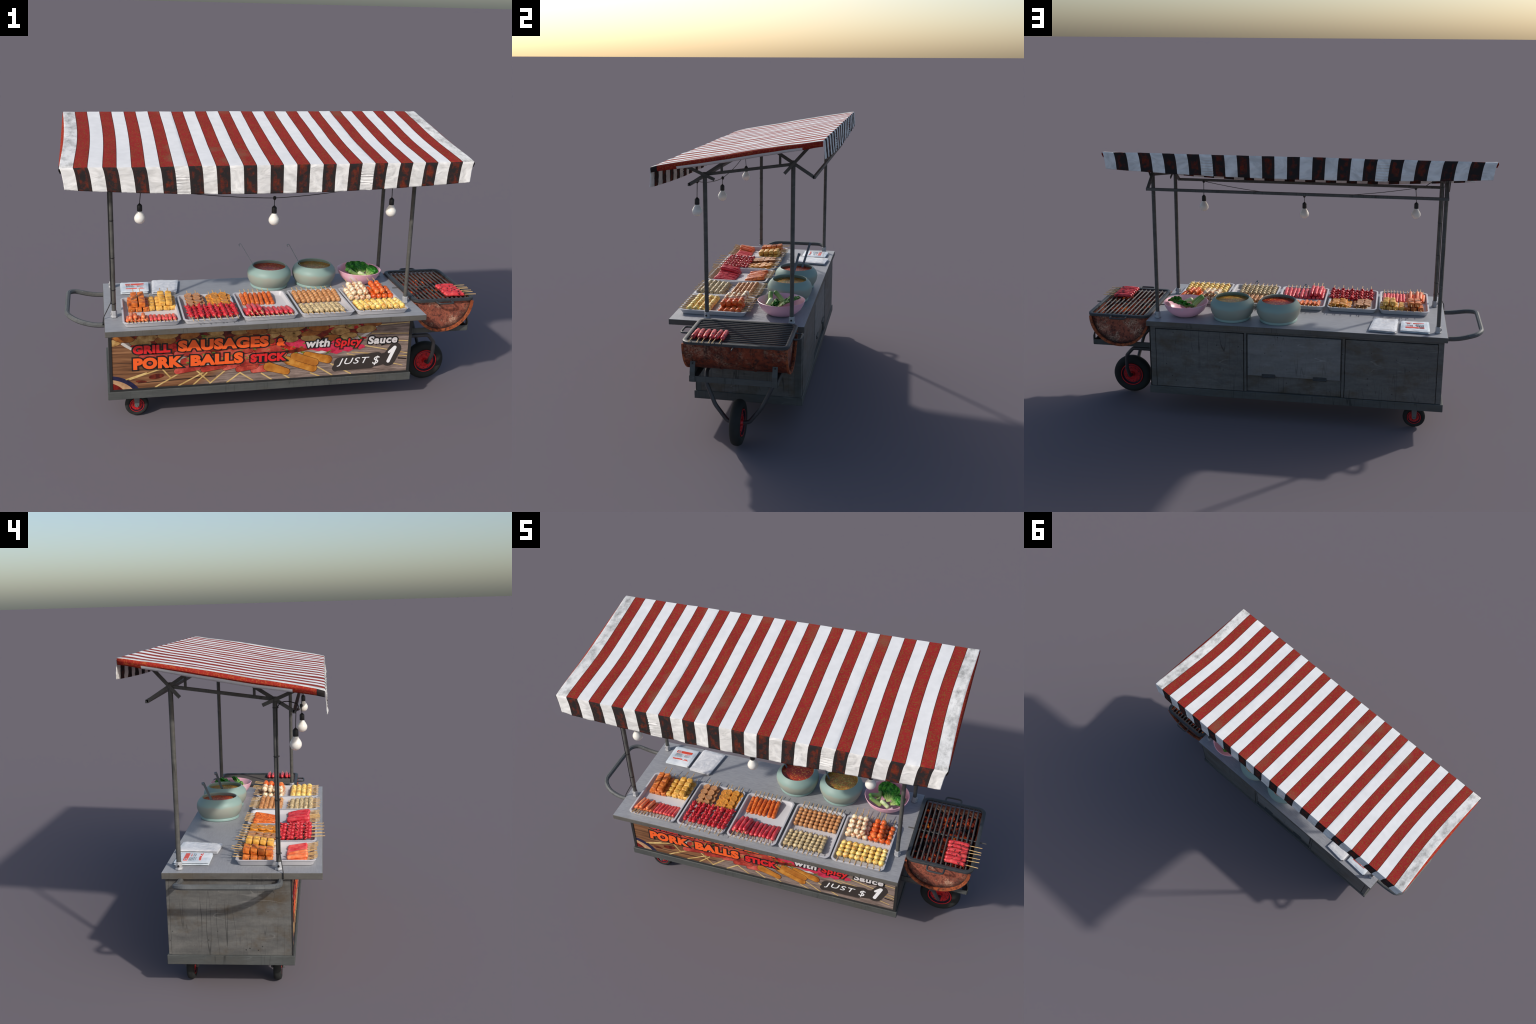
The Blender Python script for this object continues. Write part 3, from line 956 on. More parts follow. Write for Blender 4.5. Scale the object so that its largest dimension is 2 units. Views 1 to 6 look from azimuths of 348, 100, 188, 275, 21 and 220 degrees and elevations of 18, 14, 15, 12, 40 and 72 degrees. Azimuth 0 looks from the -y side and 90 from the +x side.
def word(text, x0, x1, z0, z1, mat, weight=0.035, outline=0.0065, shear=0.0, space=1.1, parent=board):
    """lettering fitted to a box of the banner, with a black outline behind"""
    def place(me, y, name, m, grow=0.0):
        xs = [v.co.x for v in me.vertices]; ys = [v.co.y for v in me.vertices]
        if not TXT.get("fit"):
            TXT["fit"] = (min(xs), max(xs), min(ys), max(ys))
        a, b, c, d = TXT["fit"]
        sx, sz = (x1 - x0) / (b - a), (z1 - z0) / (d - c)
        for v in me.vertices:
            v.co = Vector((x0 + (v.co.x - a) * sx, y - (0.0003 if v.co.z > 0 else -0.0006), z0 + (v.co.y - c) * sz))
        me.update()
        return finish(name, me, m, parent)
    TXT["fit"] = None
    me = glyphs(text, weight, shear, space)
    xs = [v.co.x for v in me.vertices]; ys = [v.co.y for v in me.vertices]
    k = 0.5 * ((x1 - x0) / (max(xs) - min(xs)) + (z1 - z0) / (max(ys) - min(ys)))
    place(me, PY - 0.0030, "lettering", mat)
    if outline:
        for q in (0.5, 1.0):
            place(glyphs(text, weight + outline / k * q, shear, space), PY - 0.0025 - 0.0002 * (1 - q), "lettering_outline", INK_BLACK)


word("GRILL", -0.700, -0.530, 0.3415, 0.383, INK_RED, 0.065)
word("SAUSAGES", -0.495, -0.071, 0.3415, 0.397, INK_ORANGE, 0.065)
word("&", -0.033, 0.010, 0.3415, 0.381, INK_ORANGE, 0.065)
word("PORK", -0.700, -0.474, 0.264, 0.322, INK_ORANGE, 0.065)
word("BALLS", -0.438, -0.191, 0.265, 0.321, INK_ORANGE, 0.065)
word("STICK", -0.156, 0.016, 0.2645, 0.307, INK_RED, 0.065)
word("with", 0.110, 0.227, 0.3225, 0.365, INK_GREY, 0.04, 0.0055, 0.12)
word("Spicy", 0.253, 0.388, 0.309, 0.362, INK_RED, 0.04, 0.0055, 0.12)
word("Sauce", 0.418, 0.566, 0.322, 0.363, INK_GREY, 0.04, 0.0055, 0.12)
word("JUST", 0.268, 0.430, 0.2145, 0.256, INK_WHITE, 0.0, 0, 0.3, 1.15)
word("$", 0.446, 0.482, 0.210, 0.258, INK_WHITE, 0.0, 0, 0.3)
one = Shape()
for o in (capsule((0.5275, 0.226), (0.5570, 0.297), 0.0085, 0.0085), capsule((0.5290, 0.274), (0.5560, 0.297), 0.0062, 0.0085)):
    v, f = printed(20, o, 0.0002)
    one.add(v, f)
one.make("lettering", INK_WHITE, board, weld=False)

# =========================================================== DRUM GRILL
GX, GZ, GR = 0.803, 0.509, 0.152
GY0, GY1 = -0.198, 0.247
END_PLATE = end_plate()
drum = Shape()
ARC = 30
ys = [(-0.198, 0.0), (-0.1965, 0.0012), (-0.190, 0.0012), (-0.188, 0.0)]
for yy in (-0.052, 0.098):
    ys += [(yy - 0.006, 0), (yy - 0.003, 0.0028), (yy + 0.003, 0.0028), (yy + 0.006, 0)]
ys += [(0.237, 0.0), (0.239, 0.0012), (0.2455, 0.0012), (0.247, 0.0)]
V, F = [], []
n = len(ys)
for layer_r in (0.0, -0.004):
    for i in range(ARC + 1):
        a = pi + pi * i / ARC
        for y, e in ys:
            r = GR + (e if layer_r == 0 else 0) + layer_r
            V.append((GX + r * cos(a), y, GZ + r * sin(a)))
for i in range(ARC):
    for j in range(n - 1):
        a = i * n + j
        F.append((a, a + n, a + n + 1, a + 1))
        b = (ARC + 1) * n + a
        F.append((b, b + 1, b + n + 1, b + n))
m0 = (ARC + 1) * n
for i in range(ARC):                                # end lips
    for j in (0, n - 1):
        a = i * n + j
        F.append((a, m0 + a, m0 + a + n, a + n))
for i in (0, ARC):
    for j in range(n - 1):
        a = i * n + j
        F.append((a, a + 1, m0 + a + 1, m0 + a))
drum.add(V, F)
drum_ob = drum.make("grill_drum", RUST, cart, True, 40)
for yy, s in ((GY0 + 0.013, -1), (GY1 - 0.013, 1)):  # recessed end discs and their lips
    d = Shape()
    pts = [(GX + (GR - 0.005) * cos(pi + pi * i / ARC), GZ - 0.002 + (GR - 0.006) * sin(pi + pi * i / ARC)) for i in range(ARC + 1)]
    v = [(x, yy, z) for x, z in pts] + [(x, yy - s * 0.003, z) for x, z in pts]
    k = len(pts)
    d.add(v, [tuple(range(k)), tuple(range(2 * k - 1, k - 1, -1))] + [(i, (i + 1) % k, k + (i + 1) % k, k + i) for i in range(k)])
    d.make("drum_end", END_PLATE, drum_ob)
    lip = Shape()
    ye = GY0 if s < 0 else GY1
    arc = [(GX + (GR - 0.0036) * cos(pi + pi * i / ARC), ye, GZ - 0.001 + (GR - 0.0036) * sin(pi + pi * i / ARC)) for i in range(ARC + 1)]
    lip.sweep(arc, [(-0.0062, -0.0045), (0.0062, -0.0045), (0.0062, 0.0045), (-0.0062, 0.0045)], up=(0, 1, 0))
    lip.make("drum_lip", RUST_LIP, drum_ob, True, 40)

# grate: rounded frame, long bars, two little handles, a spit
GF0, GF1 = 0.650, 0.967
def rounded_rect(x0, x1, y0, y1, r, n=6):
    out = []
    for cx, cy, a0 in ((x1 - r, y1 - r, 0), (x0 + r, y1 - r, pi / 2), (x0 + r, y0 + r, pi), (x1 - r, y0 + r, 1.5 * pi)):
        out += [(cx + r * cos(a0 + pi / 2 * i / n), cy + r * sin(a0 + pi / 2 * i / n)) for i in range(n + 1)]
    return out
g = Shape()
ring = [(x, y, 0.5165) for x, y in rounded_rect(GF0 + 0.009, GF1 - 0.009, GY0 + 0.004, GY1 + 0.001, 0.030)]
g.sweep(ring, [(-0.009, -0.006), (0.009, -0.006), (0.009, 0.004), (0.006, 0.006), (-0.006, 0.006), (-0.009, 0.004)], close=True)
BAR_IRON = plain("lightened_iron_bar", rgb(86, 81, 77), 0.5, 0.5, 0, 0.25, 30, 0.7)  # iron colour raised for the light caught on the bar tops
grate = g.make("grate_frame", IRON, drum_ob, True, 40)
for i in range(12):
    x = 0.679 + (0.930 - 0.679) * i / 11
    zb = 0.514
    Shape().tube([(x, GY0 + 0.008, zb), (x, GY1 - 0.002, zb)], 0.0042, 8).make("grate_bar", BAR_IRON, grate, True, 60)
for s, y0 in ((-1, GY0 - 0.002), (1, GY1 + 0.004)):
    y1 = y0 + s * 0.039
    Shape().tube(fillet([(0.760, y0, 0.515), (0.760, y1, 0.515), (0.838, y1, 0.515), (0.838, y0, 0.515)], 0.016, 5), 0.0045, 8).make("grate_handle", IRON, grate, True, 60)
Shape().tube([(0.620, 0.023, 0.5085), (0.9985, 0.023, 0.5085)], 0.0032, 8).make("spit_rod", plain("rod_steel", rgb(88, 84, 80), 0.45, 0.5, 0, 0.2, 60, 0.7), drum_ob, True, 60)

# charcoal bed: angular lumps, some glowing
coal = Mat("charcoal", 0.85, 0.3)
heat = coal.mask(coal.math("ADD", coal.noise(20, 3, 0.6), coal.math("MULTIPLY", coal.noise(70, 3, 0.6, coal.coord(loc=(2, 2, 0))), 0.6)), 0.70, 1.06)
glow = coal.ramp(heat, [(0.0, rgb(26, 20, 20)), (0.25, rgb(74, 30, 24)), (0.5, rgb(128, 40, 24)), (0.72, rgb(206, 70, 26)), (0.95, rgb(246, 160, 48))])
coal.set("Base Color", glow)
coal.set("Emission Color", glow)
coal.set("Emission Strength", coal.math("MULTIPLY", coal.mask(heat, 0.30, 0.9), 0.20))
coal.bump(coal.noise(160, 4), 0.002, 0.6)
beds = Shape()
for _ in range(680):
    x = GX + R.uniform(-0.124, 0.124)
    y = R.uniform(GY0 + 0.036, GY1 - 0.036)
    z = 0.471 + 0.010 * noise.noise(Vector((x * 16, y * 16, 0))) + R.uniform(-0.007, 0.006)
    r = R.uniform(0.008, 0.014)
    m = Euler((R.uniform(0, 6), R.uniform(0, 6), R.uniform(0, 6))).to_matrix()
    bmx = bmesh.new()
    bmesh.ops.create_icosphere(bmx, subdivisions=1, radius=r)
    vs = [Vector((x, y, z)) + m @ Vector((v.co.x * 1.25, v.co.y * R.uniform(0.75, 1.15), v.co.z * 0.8)) for v in bmx.verts]
    fs = [tuple(v.index for v in f.verts) for f in bmx.faces]
    bmx.free()
    beds.add(vs, fs)
beds.make("charcoal", coal.m, drum_ob, weld=False)["kind"] = "stuff"
Shape().box(GX - 0.132, GX + 0.132, GY0 + 0.018, GY1 - 0.018, 0.453, 0.462).make("ash_bed", plain("ash", rgb(34, 28, 27), 0.9), drum_ob)

# bracket carrying the grill
BR = STEEL_DARK
br = Shape()
for yy in (-0.172, 0.211):
    s = 1 if yy < 0 else -1
    a, b = sorted((yy, yy + s * 0.003))
    br.box(0.634, 0.955, a, b, 0.3395, 0.366)            # vertical leg of the angle
    a, b = sorted((yy, yy + s * 0.026))
    br.box(0.634, 0.955, a, b, 0.3395, 0.3425)           # flat leg
br.box(0.952, 0.955, -0.172, 0.211, 0.3395, 0.366)
br.box(0.929, 0.955, -0.172, 0.211, 0.3395, 0.3425)
br.make("grill_bracket", BR, cart, bevel=0.0006)
for yy in (-0.157, 0.198):
    t = Shape()
    t.sweep([(0.957, yy, 0.340), (0.957, yy, 0.385), (0.9435, yy, 0.428)], [(-0.011, -0.002), (0.011, -0.002), (0.011, 0.002), (-0.011, 0.002)], up=(1, 0, 0))
    t.make("grill_tab", BR, cart, bevel=0.0005)
    Shape().lathe([(0.0002, 0.0035), (0.0035, 0.003), (0.0042, 0)], 8, (0.9475, yy, 0.421), "x").make("bolt", BLACK, cart)

# =========================================================== THINGS ON THE COUNTER
# ---- trays
TRAYS = (-0.616, -0.351, -0.0825, 0.1855, 0.4480)
TYC = -0.163


def octo_ring(hx, hy, c, z):
    pts = []
    for sx, sy in ((1, 1), (-1, 1), (-1, -1), (1, -1)):
        a, b = (sx * hx, sy * (hy - c)), (sx * (hx - c), sy * hy)
        seq = (a, b) if sx * sy > 0 else (b, a)
        mid = ((seq[0][0] + seq[1][0]) / 2 * 1.012, (seq[0][1] + seq[1][1]) / 2 * 1.012)
        pts += [seq[0], mid, seq[1]]
    return [(x, y, z) for x, y in pts]


def tray_mesh():
    hx, hy = 0.1275, 0.161
    prof = [(-0.0150, 0.0006), (-0.0120, 0.0022), (-0.0030, 0.0215), (0.0, 0.0228), (0.0, 0.0250), (-0.0035, 0.0257), (-0.0080, 0.0253),
            (-0.0095, 0.0232), (-0.0138, 0.0062), (-0.0170, 0.0040)]
    s = Shape()
    rings = []
    for d, z in prof:
        o = max(0.016 + d * 0.3, 0.008)
        rings.append(octo_ring(hx + d, hy + d, o, z))
    k = len(rings[0])
    v = [p for r in rings for p in r]
    f = []
    for i in range(len(rings) - 1):
        for q in range(k):
            r = (q + 1) % k
            f.append((i * k + q, i * k + r, (i + 1) * k + r, (i + 1) * k + q))
    f.append(tuple(range(k))[::-1])
    f.append(tuple((len(rings) - 1) * k + q for q in range(k)))
    s.add(v, f)
    me = s.mesh("tray")
    me.materials.append(TRAY)
    me.polygons.foreach_set("use_smooth", [True] * len(me.polygons))
    me.set_sharp_from_angle(angle=radians(35))
    return me


tm = tray_mesh()
for x in TRAYS:
    o = bpy.data.objects.new("tray", tm)
    COL.objects.link(o)
    o.location = (x, TYC, 0.5083)
    o["label"], o["category"] = "shallow white plastic tray with folded rim", "tray"

# ---- skewer food
def stick_mesh(length, flare=1.0):
    s = Shape()
    s.tube([(0, -length / 2, 0), (0, length / 2, 0)], 0.0018 * flare, 7)
    me = s.mesh("stick")
    me.materials.append(WOOD)
    me.polygons.foreach_set("use_smooth", [True] * len(me.polygons))
    me.set_sharp_from_angle(angle=radians(50))
    return me


def sausage_mesh(name, length, r, mat, bend=0.0, seed=0, blunt=False, scores=0, lump=0.05):
    nl, ns = 26, 14
    V, F = [], []
    for i in range(nl + 1):
        t = i / nl
        y = (t - 0.5) * length
        e = min(t, 1 - t) * length
        k = r * (0.35 if blunt else 0.9)
        g = math.sqrt(max(0.0, 1 - ((k - e) / k) ** 2)) if e < k else 1.0
        if blunt:
            g = 0.55 + 0.45 * g
        if scores and 0.1 < t < 0.9:
            g *= 1 - 0.10 * max(0, cos((t - 0.1) / 0.8 * 2 * pi * scores)) ** 6
        zoff = -bend * (2 * t - 1) ** 2 + bend
        for q in range(ns):
            a = 2 * pi * q / ns
            w = 1 + lump * noise.noise(Vector((cos(a) * 1.2, y * 45, sin(a) * 1.2 + seed * 5)))
            V.append((r * g * w * cos(a), y, r * g * w * sin(a) + zoff))
    for i in range(nl):
        for q in range(ns):
            p = (q + 1) % ns
            F.append((i * ns + q, (i + 1) * ns + q, (i + 1) * ns + p, i * ns + p))
    F.append(tuple(range(ns)))
    F.append(tuple(nl * ns + q for q in range(ns))[::-1])
    me = raw(name, V, F)
    me.materials.append(mat)
    me.polygons.foreach_set("use_smooth", [True] * len(me.polygons))
    me.set_sharp_from_angle(angle=radians(55))
    return me


def cube_mesh(name, sx, sy, sz, mat, seed, rnd=0.004, lump=0.0012):
    bm = bmesh.new()
    bmesh.ops.create_cube(bm, size=1.0)
    for v in bm.verts:
        v.co = Vector((v.co.x * sx, v.co.y * sy, v.co.z * sz))
    bmesh.ops.bevel(bm, geom=bm.edges[:], offset=rnd, segments=3, affect="EDGES", profile=0.5)
    bmesh.ops.subdivide_edges(bm, edges=bm.edges[:], cuts=1, use_grid_fill=True)
    for v in bm.verts:
        v.co += Vector((noise.noise(v.co * 90 + Vector((seed, 0, 0))), noise.noise(v.co * 90 + Vector((0, seed, 4))), noise.noise(v.co * 90 + Vector((3, 0, seed))))) * lump
    me = bpy.data.meshes.new(name)
    bm.to_mesh(me); bm.free()
    me.materials.append(mat)
    me.polygons.foreach_set("use_smooth", [True] * len(me.polygons))
    me.set_sharp_from_angle(angle=radians(50))
    return me


def disc_mesh(name, r, h, mats, seed):
    """thin patty: paler cut face inside a darker fried edge"""
    s = Shape()
    prof = [(0.0004, -h / 2), (r * 0.86, -h / 2), (r * 0.97, -h * 0.34), (r, 0), (r * 0.97, h * 0.34), (r * 0.88, h / 2), (r * 0.80, h * 0.46), (r * 0.4, h * 0.44), (0.0004, h * 0.44)]
    s.lathe(prof, 28)
    for v in s.v:
        a = math.atan2(v.y, v.x)
        k = 1 + 0.05 * noise.noise(Vector((cos(a) * 1.3, sin(a) * 1.3, seed * 4)))
        v.x *= k; v.y *= k
        v.z += 0.0008 * noise.noise(Vector((v.x * 120, v.y * 120, seed)))
    me = s.mesh(name)
    for m in mats:
        me.materials.append(m)
    for p in me.polygons:
        if abs(p.normal.z) > 0.8 and Vector(p.center[:2]).length < r * 0.84:
            p.material_index = 1
    me.polygons.foreach_set("use_smooth", [True] * len(me.polygons))
    return me


def squid_mesh(name, mats, seed):
    """round head in front, stubby arms splayed behind with scorched tips"""
    rr = random.Random(seed)
    s = Shape()
    bm = bmesh.new()
    bmesh.ops.create_icosphere(bm, subdivisions=2, radius=1)
    s.add([Vector((v.co.x * 0.0110, v.co.y * 0.0125 - 0.010, v.co.z * 0.0105)) * (1 + 0.05 * noise.noise(v.co * 2 + Vector((seed, 0, 0)))) for v in bm.verts],
          [tuple(v.index for v in f.verts) for f in bm.faces])
    bm.free()
    n = 9
    for i in range(n):
        a = 2 * pi * i / n + rr.uniform(-0.3, 0.3)
        L = rr.uniform(0.017, 0.026)
        w = rr.uniform(0.45, 1.15)
        path, sc = [], []
        for k in range(7):
            t = k / 6
            rad = 0.003 + 0.0145 * w * t ** 1.1
            path.append((cos(a) * rad, -0.006 + L * t * (1 - 0.35 * w * t), sin(a) * rad))
            sc.append(1.25 - 0.75 * t)
        s.cur = 0
        o = len(s.f)
        s.tube(path, 0.0038, 6, scale=sc)
        dark = rr.random() < 0.55
        for fi in range(o, len(s.f)):
            if dark and (fi - o >= 6 * 5):
                s.i[fi] = 1
    me = s.mesh(name, weld=False)
    for m in mats:
        me.materials.append(m)
    me.polygons.foreach_set("use_smooth", [True] * len(me.polygons))
    return me


F_TOFU = food("grilled_tofu_glazed", [rgb(176, 82, 28), rgb(216, 116, 44), rgb(234, 148, 68)], 50, rgb(96, 40, 18), 0.8, 0.56, 0.66, char_scale=60)
F_YELLOW = food("fried_egg_tofu", [rgb(200, 140, 50), rgb(226, 172, 76), rgb(236, 192, 104)], 50, rgb(150, 84, 24), 0.7, 0.56, 0.66, char_scale=60)
F_CRAB_O = food("orange_crab_stick", [rgb(232, 96, 54), rgb(244, 132, 80), rgb(248, 168, 120)], 40, rgb(216, 74, 42), 0.5)
F_CRAB_R = food("pink_crab_stick", [rgb(214, 52, 60), rgb(234, 84, 84), rgb(244, 124, 112)], 40, rgb(196, 40, 52), 0.5)
F_PATTY_E = food("patty_edge", [rgb(150, 92, 48), rgb(184, 124, 74)], 70, rgb(96, 54, 28), 0.6)
F_PATTY = food("patty_face", [rgb(180, 124, 80), rgb(208, 154, 106)], 110, rgb(140, 86, 52), 0.5)
F_CORN_E = food("corn_cake_edge", [rgb(206, 122, 24), rgb(234, 160, 52)], 60, rgb(156, 80, 18), 0.5)
F_CORN = food("corn_cake_face", [rgb(176, 112, 40), rgb(222, 156, 64), rgb(206, 100, 30)], 150, rgb(110, 70, 28), 0.7, 0.5, 0.6, char_scale=170)
F_SQUID = food("red_squid", [rgb(166, 20, 34), rgb(202, 38, 48), rgb(218, 64, 72)], 60, rgb(90, 10, 20), 0.6, 0.56, 0.68, rough=0.4)
F_SQUID_T = food("scorched_squid_tip", [rgb(40, 14, 20), rgb(130, 22, 36)], 60, None, rough=0.4)
F_SAUS_O = food("orange_sausage", [rgb(196, 82, 24), rgb(222, 110, 42), rgb(234, 136, 66)], 40, rgb(132, 40, 16), 0.85, 0.52, 0.60, char_scale=110)
F_SAUS_R = food("red_sausage", [rgb(188, 34, 48), rgb(214, 58, 70), rgb(230, 100, 100)], 34, rgb(104, 20, 28), 0.8, 0.57, 0.66, rough=0.32, char_scale=70)
F_GRILL = food("grilled_red_sausage", [rgb(186, 36, 46), rgb(214, 62, 68), rgb(230, 96, 90)], 34, rgb(30, 14, 14), 0.95, 0.52, 0.60, rough=0.32, char_scale=70)
F_MEAT = food("brown_meatball", [rgb(166, 106, 58), rgb(196, 138, 86), rgb(210, 156, 104)], 60, rgb(124, 68, 34), 0.5, 0.52, 0.64, fine=300)
F_SPECK = food("herb_fish_ball", [rgb(164, 142, 106), rgb(206, 182, 136), rgb(224, 204, 160)], 60, rgb(74, 52, 38), 0.75, 0.52, 0.60, char_scale=170)
F_WHITE = food("white_fish_ball", [rgb(226, 208, 166), rgb(242, 232, 206), rgb(234, 198, 134)], 45, rgb(182, 92, 32), 0.9, 0.48, 0.58, char_scale=50)
F_ORANGE = food("orange_fish_ball", [rgb(200, 70, 18), rgb(228, 102, 36), rgb(238, 158, 92)], 50, rgb(172, 50, 16), 0.75, 0.52, 0.66, rough=0.34)
F_CHEESE = food("yellow_cheese_ball", [rgb(226, 170, 60), rgb(246, 218, 124), rgb(248, 232, 166)], 50, rgb(188, 104, 22), 0.85, 0.50, 0.62, char_scale=65)

BALL = {}
for key, m, r in (("meat", F_MEAT, 0.0124), ("speck", F_SPECK, 0.0122), ("white", F_WHITE, 0.0145), ("orange", F_ORANGE, 0.0148), ("cheese", F_CHEESE, 0.0146)):
    BALL[key] = [blob(key + "_ball", r, m, 0.10, 1.6, (1.0, 1.0, 0.96), i + 3, 3) for i in range(4)]
TOFU = [cube_mesh("tofu", 0.0285, 0.0270, 0.0225, F_TOFU, i, 0.0028) for i in range(3)]
EGG = [cube_mesh("egg_tofu", 0.0300, 0.0265, 0.0225, F_YELLOW, i + 5, 0.0062) for i in range(3)]
PATTY = [disc_mesh("patty", 0.0194, 0.0105, [F_PATTY_E, F_PATTY], i) for i in range(3)]
CORN = [disc_mesh("corn_cake", 0.0205, 0.0088, [F_CORN_E, F_CORN], i + 4) for i in range(3)]
SQUID = [squid_mesh("squid", [F_SQUID, F_SQUID_T], i + 11) for i in range(4)]
SAUSO = [sausage_mesh("sausage", 0.108, 0.0102, F_SAUS_O, 0.002, i, scores=7) for i in range(3)]
SAUSR = [sausage_mesh("sausage", 0.110, 0.0106, F_SAUS_R, 0.003, i + 4, scores=3, lump=0.10) for i in range(3)]
SAUSG = [sausage_mesh("sausage", 0.102, 0.0102, F_GRILL, 0.003, i + 8, lump=0.08) for i in range(3)]
CRABO = [sausage_mesh("crab_stick", 0.083, 0.0088, F_CRAB_O, 0.0, i, blunt=True, lump=0.08) for i in range(3)]
CRABR = [sausage_mesh("crab_stick", 0.083, 0.0085, F_CRAB_R, 0.0, i + 5, blunt=True, lump=0.08) for i in range(3)]
ST = {L: stick_mesh(L) for L in (0.100, 0.115, 0.150, 0.165)}
ST_FAT = stick_mesh(0.115, 1.25)

FLOOR = 0.5125


def skewer(kind, label, x, yc, z, meshes, offs, piece, stick, sy, tilt=0.0, yaw=None, turn=True, flat=None):
    """one bamboo stick along y with food threaded on it"""
    e = empty(kind + "_skewer", (x, yc, z), label, "food skewer")
    e.rotation_euler = (tilt, 0, R.uniform(-0.03, 0.03) if yaw is None else yaw)
    child("stick", stick, e, (0, sy, 0))
    for o in offs:
        me = R.choice(meshes)
        if flat is not None:
            rot = (flat + R.uniform(-.06, .06), R.uniform(-.12, .12), R.uniform(0, 6.28))
        elif turn:
            rot = (R.uniform(0, 6.28), R.uniform(0, 6.28), R.uniform(0, 6.28))
        else:
            rot = (R.uniform(-.07, .07), R.uniform(-.2, .2), R.uniform(-.06, .06))
        child(piece, me, e, (R.uniform(-.0007, .0007), o + R.uniform(-.0005, .0005), R.uniform(-.0006, .0006)), rot, R.uniform(0.96, 1.05))
    return e


def spread(n, pitch):
    return [(i - (n - 1) / 2) * pitch for i in range(n)]


def line(a, b, n):
    return [a + (b - a) * i / (n - 1) for i in range(n)]


RIM_Z = 0.5363


def row(kind, label, xs, yc, r, meshes, n, pitch, piece, tip, lift=0.0, length=0.165, stick=None, **kw):
    """skewers resting on the tray floor at one end and on the tray rim at the other"""
    back = tip > yc
    inner = yc + (-1 if back else 1) * (n - 1) / 2 * pitch
    rim = TYC + (0.157 if back else -0.157)
    z_in = FLOOR + r + lift
    slope = (max(RIM_Z, z_in + 0.002 - lift * 0.25) + lift * 0.8 - z_in) / (rim - inner)
    zc = z_in + slope * (yc - inner)
    for x in xs:
        sy = (tip - yc) - (length / 2 if back else -length / 2) + R.uniform(-0.003, 0.003)
        skewer(kind, label, x, yc, zc, meshes, spread(n, pitch) if n > 1 else [0.0], piece, stick or ST[length], sy, math.atan(slope), **kw)


# tray 1: glazed tofu, egg tofu, crab sticks
T1, T2 = "bamboo skewer of glazed grilled tofu cubes", "bamboo skewer of golden fried egg tofu"
row("tofu", T1, (-0.698, -0.665, -0.632), -0.089, 0.0125, TOFU, 4, 0.0305, "tofu", 0.013, turn=False)
row("tofu", T1, (-0.683, -0.650), -0.089, 0.0125, TOFU, 4, 0.0305, "tofu", 0.018, lift=0.0235, turn=False)
row("egg_tofu", T2, (-0.605, -0.571, -0.539, -0.507), -0.086, 0.0125, EGG, 4, 0.0300, "egg_tofu", 0.012, turn=False)
row("egg_tofu", T2, (-0.557, -0.524), -0.087, 0.0125, EGG, 4, 0.0300, "egg_tofu", 0.018, lift=0.0235, turn=False)
T1, T2 = "orange crab stick on a bamboo skewer", "pink crab stick on a bamboo skewer"
row("crab_stick", T1, (-0.7195, -0.704, -0.688, -0.671, -0.654, -0.637), -0.247, 0.0092, CRABO, 1, 0, "crab_stick", -0.331, length=0.100, turn=False)
row("crab_stick", T1, (-0.7045, -0.6865, -0.6505), -0.249, 0.0092, CRABO, 1, 0, "crab_stick", -0.330, lift=0.0150, length=0.100, turn=False)
row("crab_stick", T2, (-0.615, -0.599, -0.580, -0.563, -0.547, -0.531, -0.514), -0.245, 0.0090, CRABR, 1, 0, "crab_stick", -0.331, length=0.100, turn=False)

# tray 2: patties, corn cakes, squid
T1, T2, T3 = "bamboo skewer of round brown patties", "bamboo skewer of golden corn cakes", "bamboo skewer of small red squid"
row("patty", T1, (-0.411, -0.374), -0.090, 0.0090, PATTY, 4, 0.0335, "patty", 0.012, flat=0.10)
row("patty", T1, (-0.428, -0.390), -0.091, 0.0090, PATTY, 4, 0.0335, "patty", 0.014, lift=0.0115, flat=0.10)
row("corn_cake", T2, (-0.326, -0.285, -0.246), -0.093, 0.0085, CORN, 4, 0.0340, "corn_cake", 0.011, flat=0.10)
row("corn_cake", T2, (-0.303, -0.264), -0.094, 0.0085, CORN, 4, 0.0340, "corn_cake", 0.014, lift=0.0105, flat=0.10)
row("squid", T3, line(-0.442, -0.236, 9)[0::2], -0.224, 0.0150, SQUID, 4, 0.0375, "squid", -0.358, lift=0.007, turn=False)
row("squid", T3, line(-0.442, -0.236, 9)[1::2], -0.220, 0.0140, SQUID, 4, 0.0375, "squid", -0.343, turn=False)

# tray 3: orange sausages, red sausages
T1, T2 = "orange scored sausage on a bamboo skewer", "red sausage on a bamboo skewer"
row("sausage", T1, (-0.171, -0.149, -0.127, -0.105, -0.083, -0.058, -0.034), -0.077, 0.0110, SAUSO, 1, 0, "sausage", 0.016, length=0.150, turn=False)
row("sausage", T2, (-0.181, -0.159, -0.136, -0.114, -0.092, -0.069, -0.045, -0.024, -0.004, 0.018), -0.235, 0.0110, SAUSR, 1, 0, "sausage", -0.337, length=0.115, turn=False)
row("sausage", T2, (-0.170, -0.147, -0.124), -0.236, 0.0110, SAUSR, 1, 0, "sausage", -0.336, lift=0.0185, length=0.115, stick=ST_FAT, turn=False)

# tray 4: brown meatballs, speckled herb balls
row("meatball", "bamboo skewer of five brown meatballs", line(0.0895, 0.2870, 9), -0.088, 0.0125, BALL["meat"], 5, 0.0232, "meatball", 0.016)
row("herb_ball", "bamboo skewer of speckled herb fish balls", line(0.0875, 0.2600, 8), -0.2415, 0.0125, BALL["speck"], 5, 0.0236, "fish_ball", -0.337)

